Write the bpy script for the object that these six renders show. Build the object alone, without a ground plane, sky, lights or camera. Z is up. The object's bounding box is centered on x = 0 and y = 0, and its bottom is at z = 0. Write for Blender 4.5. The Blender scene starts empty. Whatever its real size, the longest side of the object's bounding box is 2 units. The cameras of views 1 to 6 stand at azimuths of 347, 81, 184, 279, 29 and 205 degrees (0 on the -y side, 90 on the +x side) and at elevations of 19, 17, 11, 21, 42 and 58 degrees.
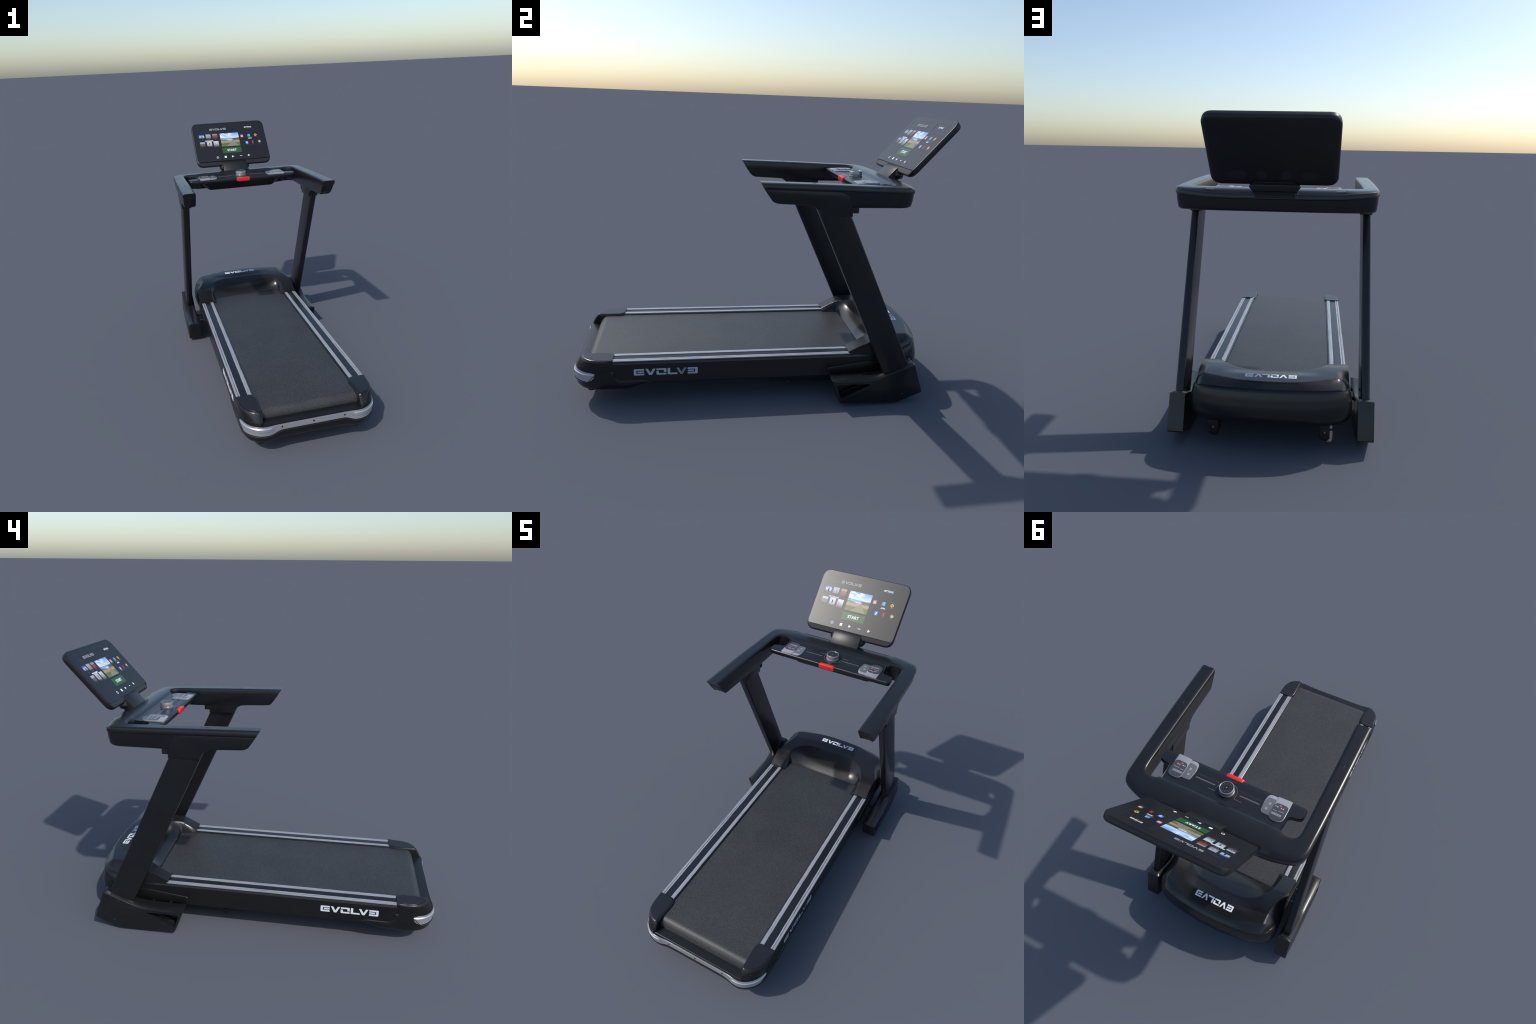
"""Folding treadmill: running deck on a raised frame, glossy motor hood, two leaning
uprights on angular feet, U-shaped handlebar frame with control console and tilted display."""
import bpy, bmesh, math, random
from mathutils import Vector, Matrix

random.seed(7)
COL = bpy.context.scene.collection

# ------------------------------------------------------------------ materials
def new_mat(name):
    m = bpy.data.materials.new(name)
    m.use_nodes = True
    nt = m.node_tree
    return m, nt, nt.nodes["Principled BSDF"]

def add_grain(nt, bsdf, scale, strength, dist=0.001, detail=3.0):
    tc = nt.nodes.new("ShaderNodeTexCoord")
    no = nt.nodes.new("ShaderNodeTexNoise")
    no.inputs["Scale"].default_value = scale
    no.inputs["Detail"].default_value = detail
    bu = nt.nodes.new("ShaderNodeBump")
    bu.inputs["Strength"].default_value = strength
    bu.inputs["Distance"].default_value = dist
    nt.links.new(tc.outputs["Object"], no.inputs["Vector"])
    nt.links.new(no.outputs["Fac"], bu.inputs["Height"])
    nt.links.new(bu.outputs["Normal"], bsdf.inputs["Normal"])
    return tc, no

def plastic(name, rgb, rough, var=0.12, nscale=9.0, grain=0.012, gscale=420, spec=0.5, rvar=0.02):
    """Moulded plastic: base colour with a faint cloudy variation and fine grain."""
    m, nt, b = new_mat(name)
    b.inputs["Specular IOR Level"].default_value = spec
    tc, no = add_grain(nt, b, gscale, grain, 0.0006)
    n2 = nt.nodes.new("ShaderNodeTexNoise")
    n2.inputs["Scale"].default_value = nscale
    n2.inputs["Detail"].default_value = 4
    nt.links.new(tc.outputs["Object"], n2.inputs["Vector"])
    cr = nt.nodes.new("ShaderNodeValToRGB")
    cr.color_ramp.elements[0].position = 0.3
    cr.color_ramp.elements[1].position = 0.7
    cr.color_ramp.elements[0].color = (*[c * (1 - var) for c in rgb], 1)
    cr.color_ramp.elements[1].color = (*[min(1, c * (1 + var)) for c in rgb], 1)
    nt.links.new(n2.outputs["Fac"], cr.inputs["Fac"])
    nt.links.new(cr.outputs["Color"], b.inputs["Base Color"])
    mr = nt.nodes.new("ShaderNodeMapRange")
    mr.inputs["To Min"].default_value = rough - rvar
    mr.inputs["To Max"].default_value = rough + rvar
    nt.links.new(n2.outputs["Fac"], mr.inputs["Value"])
    nt.links.new(mr.outputs["Result"], b.inputs["Roughness"])
    return m

def flat(name, rgb, rough=0.4, metallic=0.0, spec=0.5):
    m, nt, b = new_mat(name)
    no = nt.nodes.new("ShaderNodeTexNoise")
    tc = nt.nodes.new("ShaderNodeTexCoord")
    no.inputs["Scale"].default_value = 60
    nt.links.new(tc.outputs["Object"], no.inputs["Vector"])
    cr = nt.nodes.new("ShaderNodeValToRGB")
    cr.color_ramp.elements[0].color = (*[c * 0.92 for c in rgb], 1)
    cr.color_ramp.elements[1].color = (*[min(1, c * 1.06) for c in rgb], 1)
    nt.links.new(no.outputs["Fac"], cr.inputs["Fac"])
    nt.links.new(cr.outputs["Color"], b.inputs["Base Color"])
    b.inputs["Roughness"].default_value = rough
    b.inputs["Metallic"].default_value = metallic
    b.inputs["Specular IOR Level"].default_value = spec
    return m

M_FRAME = plastic("frame_black", (0.0090, 0.0098, 0.0107), 0.25)
M_BODY = plastic("body_black", (0.0082, 0.0085, 0.0090), 0.29)
M_HOOD = plastic("hood_gloss_black", (0.0100, 0.0104, 0.0112), 0.26, var=0.15, nscale=5)
M_FOOT = plastic("foot_black", (0.0100, 0.0107, 0.0110), 0.27)
M_RAIL = plastic("rail_black", (0.012, 0.0135, 0.016), 0.30, gscale=500, grain=0.02)
M_DARK = plastic("recess_black", (0.004, 0.004, 0.0045), 0.55)
M_CONSOLE = plastic("console_black", (0.0100, 0.0115, 0.0135), 0.27)
M_WHITE = flat("white_print", (0.78, 0.80, 0.84), 0.45)
M_GREYPRINT = flat("grey_print", (0.16, 0.165, 0.175), 0.5)
M_LINE = flat("thin_line_print", (0.035, 0.037, 0.042), 0.335)
M_RED = flat("red_plastic", (0.78, 0.022, 0.016), 0.42)
M_KNOB = flat("knob_silver", (0.34, 0.35, 0.37), 0.28, metallic=0.55)
M_CHROME = flat("bumper_chrome", (0.56, 0.57, 0.59), 0.23, metallic=0.65)
M_SCREW = flat("screw_dark", (0.010, 0.010, 0.011), 0.3, metallic=0.4)

def silver_material():
    """Aluminium trim: pale grey with lengthwise brushed streaks and darker scuffs."""
    m, nt, b = new_mat("brushed_silver")
    b.inputs["Roughness"].default_value = 0.36
    b.inputs["Metallic"].default_value = 0.25
    tc = nt.nodes.new("ShaderNodeTexCoord")
    mp = nt.nodes.new("ShaderNodeMapping")
    mp.inputs["Scale"].default_value = (260, 5, 260)
    no = nt.nodes.new("ShaderNodeTexNoise")
    no.inputs["Scale"].default_value = 1.0
    no.inputs["Detail"].default_value = 5
    nt.links.new(tc.outputs["Object"], mp.inputs["Vector"])
    nt.links.new(mp.outputs["Vector"], no.inputs["Vector"])
    cr = nt.nodes.new("ShaderNodeValToRGB")
    cr.color_ramp.elements[0].position = 0.25
    cr.color_ramp.elements[0].color = (0.20, 0.205, 0.215, 1)
    cr.color_ramp.elements[1].position = 0.55
    cr.color_ramp.elements[1].color = (0.405, 0.413, 0.435, 1)
    nt.links.new(no.outputs["Fac"], cr.inputs["Fac"])
    nt.links.new(cr.outputs["Color"], b.inputs["Base Color"])
    return m
M_SILVER = silver_material()

def belt_material():
    """Rubber belt: charcoal with a fine woven dimple grain and pale dust specks."""
    m, nt, b = new_mat("belt_rubber")
    b.inputs["Roughness"].default_value = 0.46
    b.inputs["Specular IOR Level"].default_value = 0.45
    tc = nt.nodes.new("ShaderNodeTexCoord")
    vo = nt.nodes.new("ShaderNodeTexVoronoi")
    vo.inputs["Scale"].default_value = 300
    no = nt.nodes.new("ShaderNodeTexNoise")
    no.inputs["Scale"].default_value = 430
    no.inputs["Detail"].default_value = 4
    no2 = nt.nodes.new("ShaderNodeTexNoise")
    no2.inputs["Scale"].default_value = 5
    for n in (vo, no, no2):
        nt.links.new(tc.outputs["Object"], n.inputs["Vector"])
    cr = nt.nodes.new("ShaderNodeValToRGB")
    cr.color_ramp.elements[0].position = 0.40
    cr.color_ramp.elements[0].color = (0.0150, 0.0168, 0.0190, 1)
    cr.color_ramp.elements[1].position = 0.64
    cr.color_ramp.elements[1].color = (0.068, 0.0700, 0.0700, 1)
    nt.links.new(no.outputs["Fac"], cr.inputs["Fac"])
    mx = nt.nodes.new("ShaderNodeMix")
    mx.data_type = 'RGBA'
    mx.blend_type = 'MULTIPLY'
    mx.inputs["Factor"].default_value = 1.0
    cr2 = nt.nodes.new("ShaderNodeValToRGB")
    cr2.color_ramp.elements[0].position = 0.3
    cr2.color_ramp.elements[0].color = (0.88, 0.88, 0.90, 1)
    cr2.color_ramp.elements[1].position = 0.7
    cr2.color_ramp.elements[1].color = (1.06, 1.05, 1.03, 1)
    nt.links.new(no2.outputs["Fac"], cr2.inputs["Fac"])
    nt.links.new(cr.outputs["Color"], mx.inputs["A"])
    nt.links.new(cr2.outputs["Color"], mx.inputs["B"])
    nt.links.new(mx.outputs["Result"], b.inputs["Base Color"])
    bu = nt.nodes.new("ShaderNodeBump")
    bu.inputs["Strength"].default_value = 0.35
    bu.inputs["Distance"].default_value = 0.0008
    nt.links.new(vo.outputs["Distance"], bu.inputs["Height"])
    nt.links.new(bu.outputs["Normal"], b.inputs["Normal"])
    return m
M_BELT = belt_material()

def display_glass():
    m, nt, b = new_mat("display_glass")
    tc, no = add_grain(nt, b, 300, 0.03, 0.0005)
    b.inputs["Base Color"].default_value = (0.0085, 0.0095, 0.012, 1)
    b.inputs["Roughness"].default_value = 0.335
    return m
M_GLASS = display_glass()
M_CASE = plastic("display_case_black", (0.0095, 0.0095, 0.010), 0.40)

def two_tone(name, stops, rough=0.335, noise=0.0, nscale=120.0, horizontal=False):
    """A small printed picture: vertical bands of colour on Generated coordinates, edges broken by noise."""
    m, nt, b = new_mat(name)
    b.inputs["Roughness"].default_value = rough
    tc = nt.nodes.new("ShaderNodeTexCoord")
    sp = nt.nodes.new("ShaderNodeSeparateXYZ")
    nt.links.new(tc.outputs["Generated"], sp.inputs["Vector"])
    out = sp.outputs["X" if horizontal else "Y"]
    if noise:
        no = nt.nodes.new("ShaderNodeTexNoise")
        no.inputs["Scale"].default_value = nscale
        no.inputs["Detail"].default_value = 4
        nt.links.new(tc.outputs["Object"], no.inputs["Vector"])
        ma = nt.nodes.new("ShaderNodeMath"); ma.operation = 'MULTIPLY_ADD'
        ma.inputs[1].default_value = noise
        ma.inputs[2].default_value = -noise / 2
        nt.links.new(no.outputs["Fac"], ma.inputs[0])
        ad = nt.nodes.new("ShaderNodeMath"); ad.operation = 'ADD'
        nt.links.new(out, ad.inputs[0]); nt.links.new(ma.outputs[0], ad.inputs[1])
        out = ad.outputs[0]
    cr = nt.nodes.new("ShaderNodeValToRGB")
    els = cr.color_ramp.elements
    for i, (p, c) in enumerate(stops):
        e = els[i] if i < 2 else els.new(p)
        e.position = p; e.color = (*c, 1)
    nt.links.new(out, cr.inputs["Fac"])
    nt.links.new(cr.outputs["Color"], b.inputs["Base Color"])
    return m

def landscape_material():
    """Picture on the display: cloudy sky, lake, dry fields and a track running to the horizon."""
    m, nt, b = new_mat("landscape_picture")
    b.inputs["Roughness"].default_value = 0.335
    N, L = nt.nodes.new, nt.links.new
    tc = N("ShaderNodeTexCoord"); sp = N("ShaderNodeSeparateXYZ")
    L(tc.outputs["Generated"], sp.inputs["Vector"])
    def math_node(op, a, bb, clamp=False):
        n = N("ShaderNodeMath"); n.operation = op; n.use_clamp = clamp
        for i, v in enumerate((a, bb)):
            if v is None: continue
            if isinstance(v, (int, float)): n.inputs[i].default_value = v
            else: L(v, n.inputs[i])
        return n.outputs[0]
    def noise(scale, detail, sx=1, sy=1):
        mp = N("ShaderNodeMapping"); mp.inputs["Scale"].default_value = (sx, sy, 1)
        L(tc.outputs["Generated"], mp.inputs["Vector"])
        n = N("ShaderNodeTexNoise"); n.inputs["Scale"].default_value = scale; n.inputs["Detail"].default_value = detail
        L(mp.outputs["Vector"], n.inputs["Vector"]); return n.outputs["Fac"]
    def ramp(fac, stops, interp='LINEAR'):
        cr = N("ShaderNodeValToRGB"); cr.color_ramp.interpolation = interp
        for i, (p, c) in enumerate(stops):
            e = cr.color_ramp.elements[i] if i < 2 else cr.color_ramp.elements.new(p)
            e.position = p; e.color = (*c, 1)
        L(fac, cr.inputs["Fac"]); return cr.outputs["Color"]
    def mix(fac, a, bb):
        n = N("ShaderNodeMix"); n.data_type = 'RGBA'
        L(fac, n.inputs["Factor"]); L(a, n.inputs["A"]); L(bb, n.inputs["B"]); return n.outputs["Result"]
    X, Y = sp.outputs["X"], sp.outputs["Y"]
    sky = ramp(Y, [(0.6, (0.55, 0.68, 0.80)), (1.0, (0.10, 0.33, 0.78))])
    cloud = ramp(math_node('ADD', noise(3.2, 5, 1.0, 2.6), math_node('MULTIPLY', X, -0.16)),
                 [(0.40, (0, 0, 0)), (0.56, (1, 1, 1))])
    white = ramp(Y, [(0, (0.72, 0.76, 0.82)), (1, (0.80, 0.83, 0.88))])
    sky = mix(cloud, sky, white)
    land = ramp(math_node('ADD', Y, math_node('MULTIPLY', math_node('SUBTRACT', noise(7, 4, 1, 3), 0.5), 0.20)),
                [(0.05, (0.13, 0.15, 0.06)), (0.22, (0.09, 0.12, 0.04)), (0.30, (0.36, 0.26, 0.10)),
                 (0.40, (0.40, 0.30, 0.13)), (0.46, (0.07, 0.10, 0.05)), (0.54, (0.08, 0.10, 0.07))])
    # track: a wedge whose tip lies at the horizon right of centre
    half = math_node('MULTIPLY', math_node('SUBTRACT', 0.47, Y), 0.75)
    cx = math_node('ADD', math_node('MULTIPLY', Y, 0.12), 0.60)
    dist = math_node('ABSOLUTE', math_node('SUBTRACT', X, cx), None)
    inside = ramp(math_node('SUBTRACT', half, dist), [(0.0, (0, 0, 0)), (0.04, (1, 1, 1))])
    track = ramp(noise(40, 4), [(0.3, (0.16, 0.16, 0.09)), (0.7, (0.28, 0.27, 0.17))])
    land = mix(inside, land, track)
    lake = ramp(noise(6, 3, 0.6, 4), [(0.4, (0.12, 0.28, 0.60)), (0.6, (0.33, 0.45, 0.68))])
    in_lake = ramp(math_node('ADD', Y, math_node('MULTIPLY', X, 0.16)), [(0.50, (0, 0, 0)), (0.53, (1, 1, 1))])
    left = ramp(X, [(0.55, (1, 1, 1)), (0.68, (0, 0, 0))])
    n = N("ShaderNodeMix"); n.data_type = 'RGBA'; n.blend_type = 'MULTIPLY'; n.inputs["Factor"].default_value = 1
    L(in_lake, n.inputs["A"]); L(left, n.inputs["B"])
    land = mix(n.outputs["Result"], land, lake)
    hills = ramp(math_node('ADD', Y, math_node('MULTIPLY', noise(5, 3, 1, 0.1), 0.10)), [(0.655, (0, 0, 0)), (0.665, (1, 1, 1))])
    hillc = ramp(Y, [(0.5, (0.06, 0.09, 0.14)), (0.62, (0.12, 0.17, 0.28))])
    above_water = ramp(Y, [(0.575, (0, 0, 0)), (0.59, (1, 1, 1))])
    land = mix(above_water, land, hillc)
    L(mix(hills, land, sky), b.inputs["Base Color"])
    return m

# ------------------------------------------------------------------ mesh helpers
def finish(me, angle=35):
    for p in me.polygons: p.use_smooth = True
    me.set_sharp_from_angle(angle=math.radians(angle))

def make_obj(name, bm, mat, parent, angle=35, bevel=0, segs=3, bev_angle=40, recalc=True):
    if recalc: bmesh.ops.recalc_face_normals(bm, faces=bm.faces[:])
    if bevel:
        bmesh.ops.remove_doubles(bm, verts=bm.verts[:], dist=1e-5)
        ed = [e for e in bm.edges if len(e.link_faces) == 2 and e.calc_face_angle(0) > math.radians(bev_angle)]
        bmesh.ops.bevel(bm, geom=ed, offset=bevel, offset_type='OFFSET', segments=segs, profile=0.5,
                        affect='EDGES', clamp_overlap=True)
    me = bpy.data.meshes.new(name)
    bm.to_mesh(me); bm.free()
    if mat: me.materials.append(mat)
    finish(me, angle)
    ob = bpy.data.objects.new(name, me)
    COL.objects.link(ob)
    if parent: ob.parent = parent
    return ob

def fillet(poly, r, seg=5):
    """Round every corner of a 2D polygon; r is one radius or one per corner."""
    n = len(poly); out = []
    rs = r if isinstance(r, (list, tuple)) else [r] * n
    for i in range(n):
        p0, p1, p2 = Vector(poly[i - 1]), Vector(poly[i]), Vector(poly[(i + 1) % n])
        rr = rs[i]
        a, b = (p0 - p1), (p2 - p1)
        if rr <= 1e-6 or a.length < 1e-9 or b.length < 1e-9:
            out.append(tuple(p1)); continue
        la, lb = a.length, b.length
        a.normalize(); b.normalize()
        th = math.acos(max(-1, min(1, a.dot(b))))
        d = min(rr / math.tan(th / 2), la * 0.49, lb * 0.49)
        s, e = p1 + a * d, p1 + b * d
        for k in range(seg + 1):
            t = k / seg
            out.append(tuple((1 - t) ** 2 * s + 2 * t * (1 - t) * p1 + t * t * e))
    return out

def prism(bm, poly, lo, hi, place):
    """Extrude a 2D polygon between two depths; place maps (u, v, depth) to 3D."""
    a = [bm.verts.new(place(u, v, lo)) for u, v in poly]
    b = [bm.verts.new(place(u, v, hi)) for u, v in poly]
    n = len(poly)
    bm.faces.new(a[::-1]); bm.faces.new(b)
    for i in range(n):
        bm.faces.new((a[i], a[(i + 1) % n], b[(i + 1) % n], b[i]))

YZ = lambda u, v, w: (w, u, v)       # polygon drawn in the side (y, z) plane
XY = lambda u, v, w: (u, v, w)       # polygon drawn in plan
XZ = lambda u, v, w: (u, w, v)

def loft(bm, rings, closed=True, cap=True):
    vs = [[bm.verts.new(p) for p in r] for r in rings]
    n = len(vs[0])
    for a, b in zip(vs, vs[1:]):
        for i in range(n if closed else n - 1):
            j = (i + 1) % n
            bm.faces.new((a[i], a[j], b[j], b[i]))
    if cap:
        bm.faces.new(vs[0][::-1]); bm.faces.new(vs[-1])
    return vs

def box(bm, x0, x1, y0, y1, z0, z1):
    prism(bm, [(x0, y0), (x1, y0), (x1, y1), (x0, y1)], z0, z1, XY)

def cyl(bm, c, r, depth, axis='Z', seg=32, r2=None):
    rot = {'Z': Matrix(), 'X': Matrix.Rotation(math.pi / 2, 4, 'Y'), 'Y': Matrix.Rotation(math.pi / 2, 4, 'X')}[axis]
    bmesh.ops.create_cone(bm, cap_ends=True, segments=seg, radius1=r, radius2=r if r2 is None else r2,
                          depth=depth, matrix=Matrix.Translation(c) @ rot)

def interp(x, table):
    if x <= table[0][0]: return table[0][1]
    for (a, va), (b, vb) in zip(table, table[1:]):
        if x <= b: return va + (vb - va) * (x - a) / (b - a)
    return table[-1][1]

def smooth_interp(x, table):
    """Monotone cubic (smoothed tangents) through a table of control points."""
    xs = [t[0] for t in table]; ys = [t[1] for t in table]
    n = len(xs)
    if x <= xs[0]: return ys[0]
    if x >= xs[-1]: return ys[-1]
    d = [(ys[i + 1] - ys[i]) / (xs[i + 1] - xs[i]) for i in range(n - 1)]
    m = [d[0]] + [0 if d[i - 1] * d[i] <= 0 else (d[i - 1] + d[i]) / 2 for i in range(1, n - 1)] + [d[-1]]
    for i in range(n - 1):
        if x <= xs[i + 1]:
            h = xs[i + 1] - xs[i]; t = (x - xs[i]) / h
            return ((2 * t ** 3 - 3 * t * t + 1) * ys[i] + (t ** 3 - 2 * t * t + t) * h * m[i]
                    + (-2 * t ** 3 + 3 * t * t) * ys[i + 1] + (t ** 3 - t * t) * h * m[i + 1])

def spline(pts, n):
    """Catmull-Rom through 2D control points, resampled evenly by length."""
    P = [Vector(p) for p in pts]
    P = [P[0] * 2 - P[1]] + P + [P[-1] * 2 - P[-2]]
    dense = []
    for i in range(1, len(P) - 2):
        for k in range(24):
            t = k / 24
            a, b, c, d = P[i - 1:i + 3]
            dense.append(0.5 * (2 * b + (c - a) * t + (2 * a - 5 * b + 4 * c - d) * t * t + (3 * b - a - 3 * c + d) * t ** 3))
    dense.append(P[-2])
    acc = [0]
    for a, b in zip(dense, dense[1:]): acc.append(acc[-1] + (b - a).length)
    out = []; j = 0
    for k in range(n):
        s = acc[-1] * k / (n - 1)
        while j < len(acc) - 2 and acc[j + 1] < s: j += 1
        t = (s - acc[j]) / max(1e-9, acc[j + 1] - acc[j])
        out.append(tuple(dense[j].lerp(dense[j + 1], min(1, t))))
    return out

# ------------------------------------------------------------------ the thing
root = bpy.data.objects.new("treadmill", None)
COL.objects.link(root)
root["label"] = "black folding treadmill with tilted touch display and silver rails"
root["category"] = "treadmill"

# ================================================================== running deck
bm = bmesh.new()
for s in (1, -1):
    # hollow side beam
    prof = fillet([(s * 0.275, 0.1255), (s * 0.3590, 0.1255), (s * 0.3603, 0.131), (s * 0.3610, 0.236), (s * 0.357, 0.2475), (s * 0.275, 0.2475)], 0.004)
    prism(bm, prof, -0.80, 0.66, XZ)
deck_frame = make_obj("deck_frame", bm, M_BODY, root)
bm = bmesh.new()
box(bm, -0.27, 0.27, -0.86, 0.60, 0.205, 0.232)          # board under the belt
for y in (-0.55, -0.05, 0.42):
    box(bm, -0.275, 0.275, y - 0.025, y + 0.025, 0.136, 0.165)   # cross members
make_obj("deck_board", bm, M_DARK, deck_frame, bevel=0.003)

# belt: closed loop round the two rollers
bm = bmesh.new()
loop = []
r = 0.0465; zc = 0.2015
for k in range(25):
    a = math.pi / 2 + math.pi * k / 24
    loop.append((-0.886 + r * math.cos(a), zc + r * math.sin(a)))
for k in range(25):
    a = -math.pi / 2 + math.pi * k / 24
    loop.append((0.62 + r * math.cos(a), zc + r * math.sin(a)))
inner = []
for (y, z) in loop:
    cy = max(-0.886, min(0.62, y)); dv = Vector((y - cy, z - zc)); dv = dv.normalized() * (r - 0.003)
    inner.append((cy + dv.x, zc + dv.y))
WB = 0.2665
rings = [[(-WB, *p) for p in inner], [(-WB, *p) for p in loop], [(WB, *p) for p in loop], [(WB, *p) for p in inner]]
vs = loft(bm, rings, True, False)
n = len(loop)
for i in range(n):
    bm.faces.new((vs[3][i], vs[3][(i + 1) % n], vs[0][(i + 1) % n], vs[0][i]))
belt = make_obj("running_belt", bm, M_BELT, root)
bm = bmesh.new()
cyl(bm, (0, -0.886, zc), 0.0405, 0.506, 'X', 40)
make_obj("roller", bm, M_DARK, belt)

# side rails: black tread strip with silver edge trims
Y0, Y1 = -0.795, 0.475
for s in (1, -1):
    bm = bmesh.new()
    prism(bm, fillet([(s * 0.268, 0.2405), (s * 0.357, 0.2405), (s * 0.357, 0.2545), (s * 0.274, 0.2545), (s * 0.268, 0.252)], 0.001, 2), Y0, Y1, XZ)
    rail = make_obj("side_rail", bm, M_RAIL, root)
    for name, a, b, h in (("inner_trim", 0.2755, 0.2965, 0.2572), ("outer_trim", 0.3465, 0.3585, 0.2568), ("outer_trim", 0.3355, 0.3445, 0.2572)):
        bm = bmesh.new()
        lo = 0.2512 if b > 0.357 else 0.2535
        ys = [Y0 + (Y1 - Y0) * i / 60 for i in range(61)]
        rng = random.Random(int(a * 1e4) + s)
        rings = []
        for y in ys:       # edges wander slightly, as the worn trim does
            ja = rng.uniform(-0.0007, 0.0007); jb = 0 if b > 0.357 else rng.uniform(-0.0007, 0.0007)
            sec = fillet([(a + ja, lo), (b + jb, lo), (b + jb, h), (a + ja, h)], 0.0009, 2)
            rings.append([(s * px, y, pz) for px, pz in sec])
        loft(bm, rings)
        make_obj(name, bm, M_SILVER, rail)

# ================================================================== rear bumper and end caps
HALF = [(0.3635, -0.800), (0.3636, -0.825), (0.3635, -0.855), (0.3575, -0.895), (0.338, -0.942), (0.304, -0.975), (0.268, -0.9905),
        (0.235, -0.9920), (0.195, -0.9880), (0.12, -0.9865), (0.0, -0.9865)]
half_path = spline(HALF, 70)
path = half_path + [(-x, y) for x, y in half_path[-2::-1]]

def normals(p):
    out = []
    for i in range(len(p)):
        a, b = Vector(p[max(0, i - 1)]), Vector(p[min(len(p) - 1, i + 1)])
        t = (b - a).normalized()
        out.append(Vector((-t.y, t.x)) * -1)
    return out
pn = normals(path)
# make sure normals point away from the deck
pn = [(-v if (v.dot(Vector((0, -0.6)) - Vector(q)) > 0) else v) for v, q in zip(pn, path)]

def corner_w(x, y):
    """1 on the bulging corners and the sides, 0 along the straight middle."""
    return max(0.0, min(1.0, (abs(x) - 0.175) / 0.06))
def sm(t): t = max(0, min(1, t)); return t * t * (3 - 2 * t)

bm = bmesh.new()
rings = []
for (x, y), nv in zip(path, pn):
    w = sm(corner_w(x, y))
    back = sm((-y - 0.60) / 0.16)
    toe = 0.0
    zb = 0.095 - 0.009 * w                     # underside
    zt = 0.200 if y < -0.775 else 0.200
    prof = [(0.000, zt), (0.0005, 0.185), (0.0015, 0.160), (0.0005, 0.138), (-0.004, zb + 0.022), (-0.013, zb + 0.007), (-0.030, zb)]
    if toe > 0: prof = [(o, zz if zz < 0.14 else 0.14 + (zz - 0.14) * (1 - toe)) for o, zz in prof]
    ring = [(x + nv.x * o, y + nv.y * o, zz) for o, zz in prof]
    ring += [(x - nv.x * 0.052, y - nv.y * 0.052, zb), (x - nv.x * 0.052, y - nv.y * 0.052, zt - 0.060 * toe)]
    rings.append(ring)
loft(bm, rings)
bumper = make_obj("rear_bumper", bm, M_BODY, root, angle=50)

# toes: low skirts running forward along both sides
for s in (1, -1):
    bm = bmesh.new()
    rings = []
    ys = [-0.8005, -0.790, -0.786, -0.783, -0.779, -0.775, -0.770, -0.762, -0.754, -0.745] + [-0.735 + 0.010 * k for k in range(14)] + [-0.600, -0.5985]
    for y in ys:
        zb = interp(y, [(-0.86, 0.086), (-0.72, 0.086), (-0.690, 0.092), (-0.650, 0.107), (-0.610, 0.121), (-0.5985, 0.126)])
        zt = interp(y, [(-0.786, 0.20), (-0.783, 0.190), (-0.779, 0.172), (-0.775, 0.162), (-0.762, 0.150), (-0.745, 0.1465), (-0.635, 0.1480), (-0.615, 0.142), (-0.5985, 0.132)])
        hgt = zt - zb
        prof = [(-0.004, zt), (-0.0008, zt - 0.0015), (0.0010, zt - min(0.005, hgt * 0.2)), (0.0015, zb + min(0.070, hgt * 0.6)), (0.0005, zb + min(0.042, hgt * 0.5)),
                (-0.004, zb + min(0.022, hgt * 0.32)), (-0.013, zb + min(0.007, hgt * 0.13)), (-0.030, zb), (-0.062, zb), (-0.062, zt)]
        rings.append([(s * (0.3635 + o), y, zz) for o, zz in prof])
    loft(bm, rings)
    make_obj("bumper_skirt", bm, M_BODY, bumper, angle=40)

# end caps: stacked plan outlines, top face slightly domed
CAP_OUT = [(0.3600, -0.7875), (0.3635, -0.815), (0.3620, -0.858), (0.353, -0.8960), (0.333, -0.9260), (0.305, -0.948), (0.2740, -0.9565)]
CAP_LOW = [(0.3605, -0.7875), (0.3632, -0.815), (0.3630, -0.855), (0.3565, -0.898), (0.337, -0.941), (0.304, -0.974), (0.274, -0.9855)]
def cap_outline(f, inset=0.0):
    """Plan outline of one cap; f = 0 at the top edge, 1 where it meets the bumper."""
    o = [tuple(Vector(a).lerp(Vector(b), f)) for a, b in zip(spline(CAP_OUT, 26), spline(CAP_LOW, 26))]
    c = Vector((0.30, -0.85))
    out = []
    for i, (p, v) in enumerate(zip(o, normals(o))):
        if v.dot(c - Vector(p)) > 0: v = -v
        g = -inset * sm(i / 6)
        out.append((p[0] + v.x * g, p[1] + v.y * g))
    return out
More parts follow.
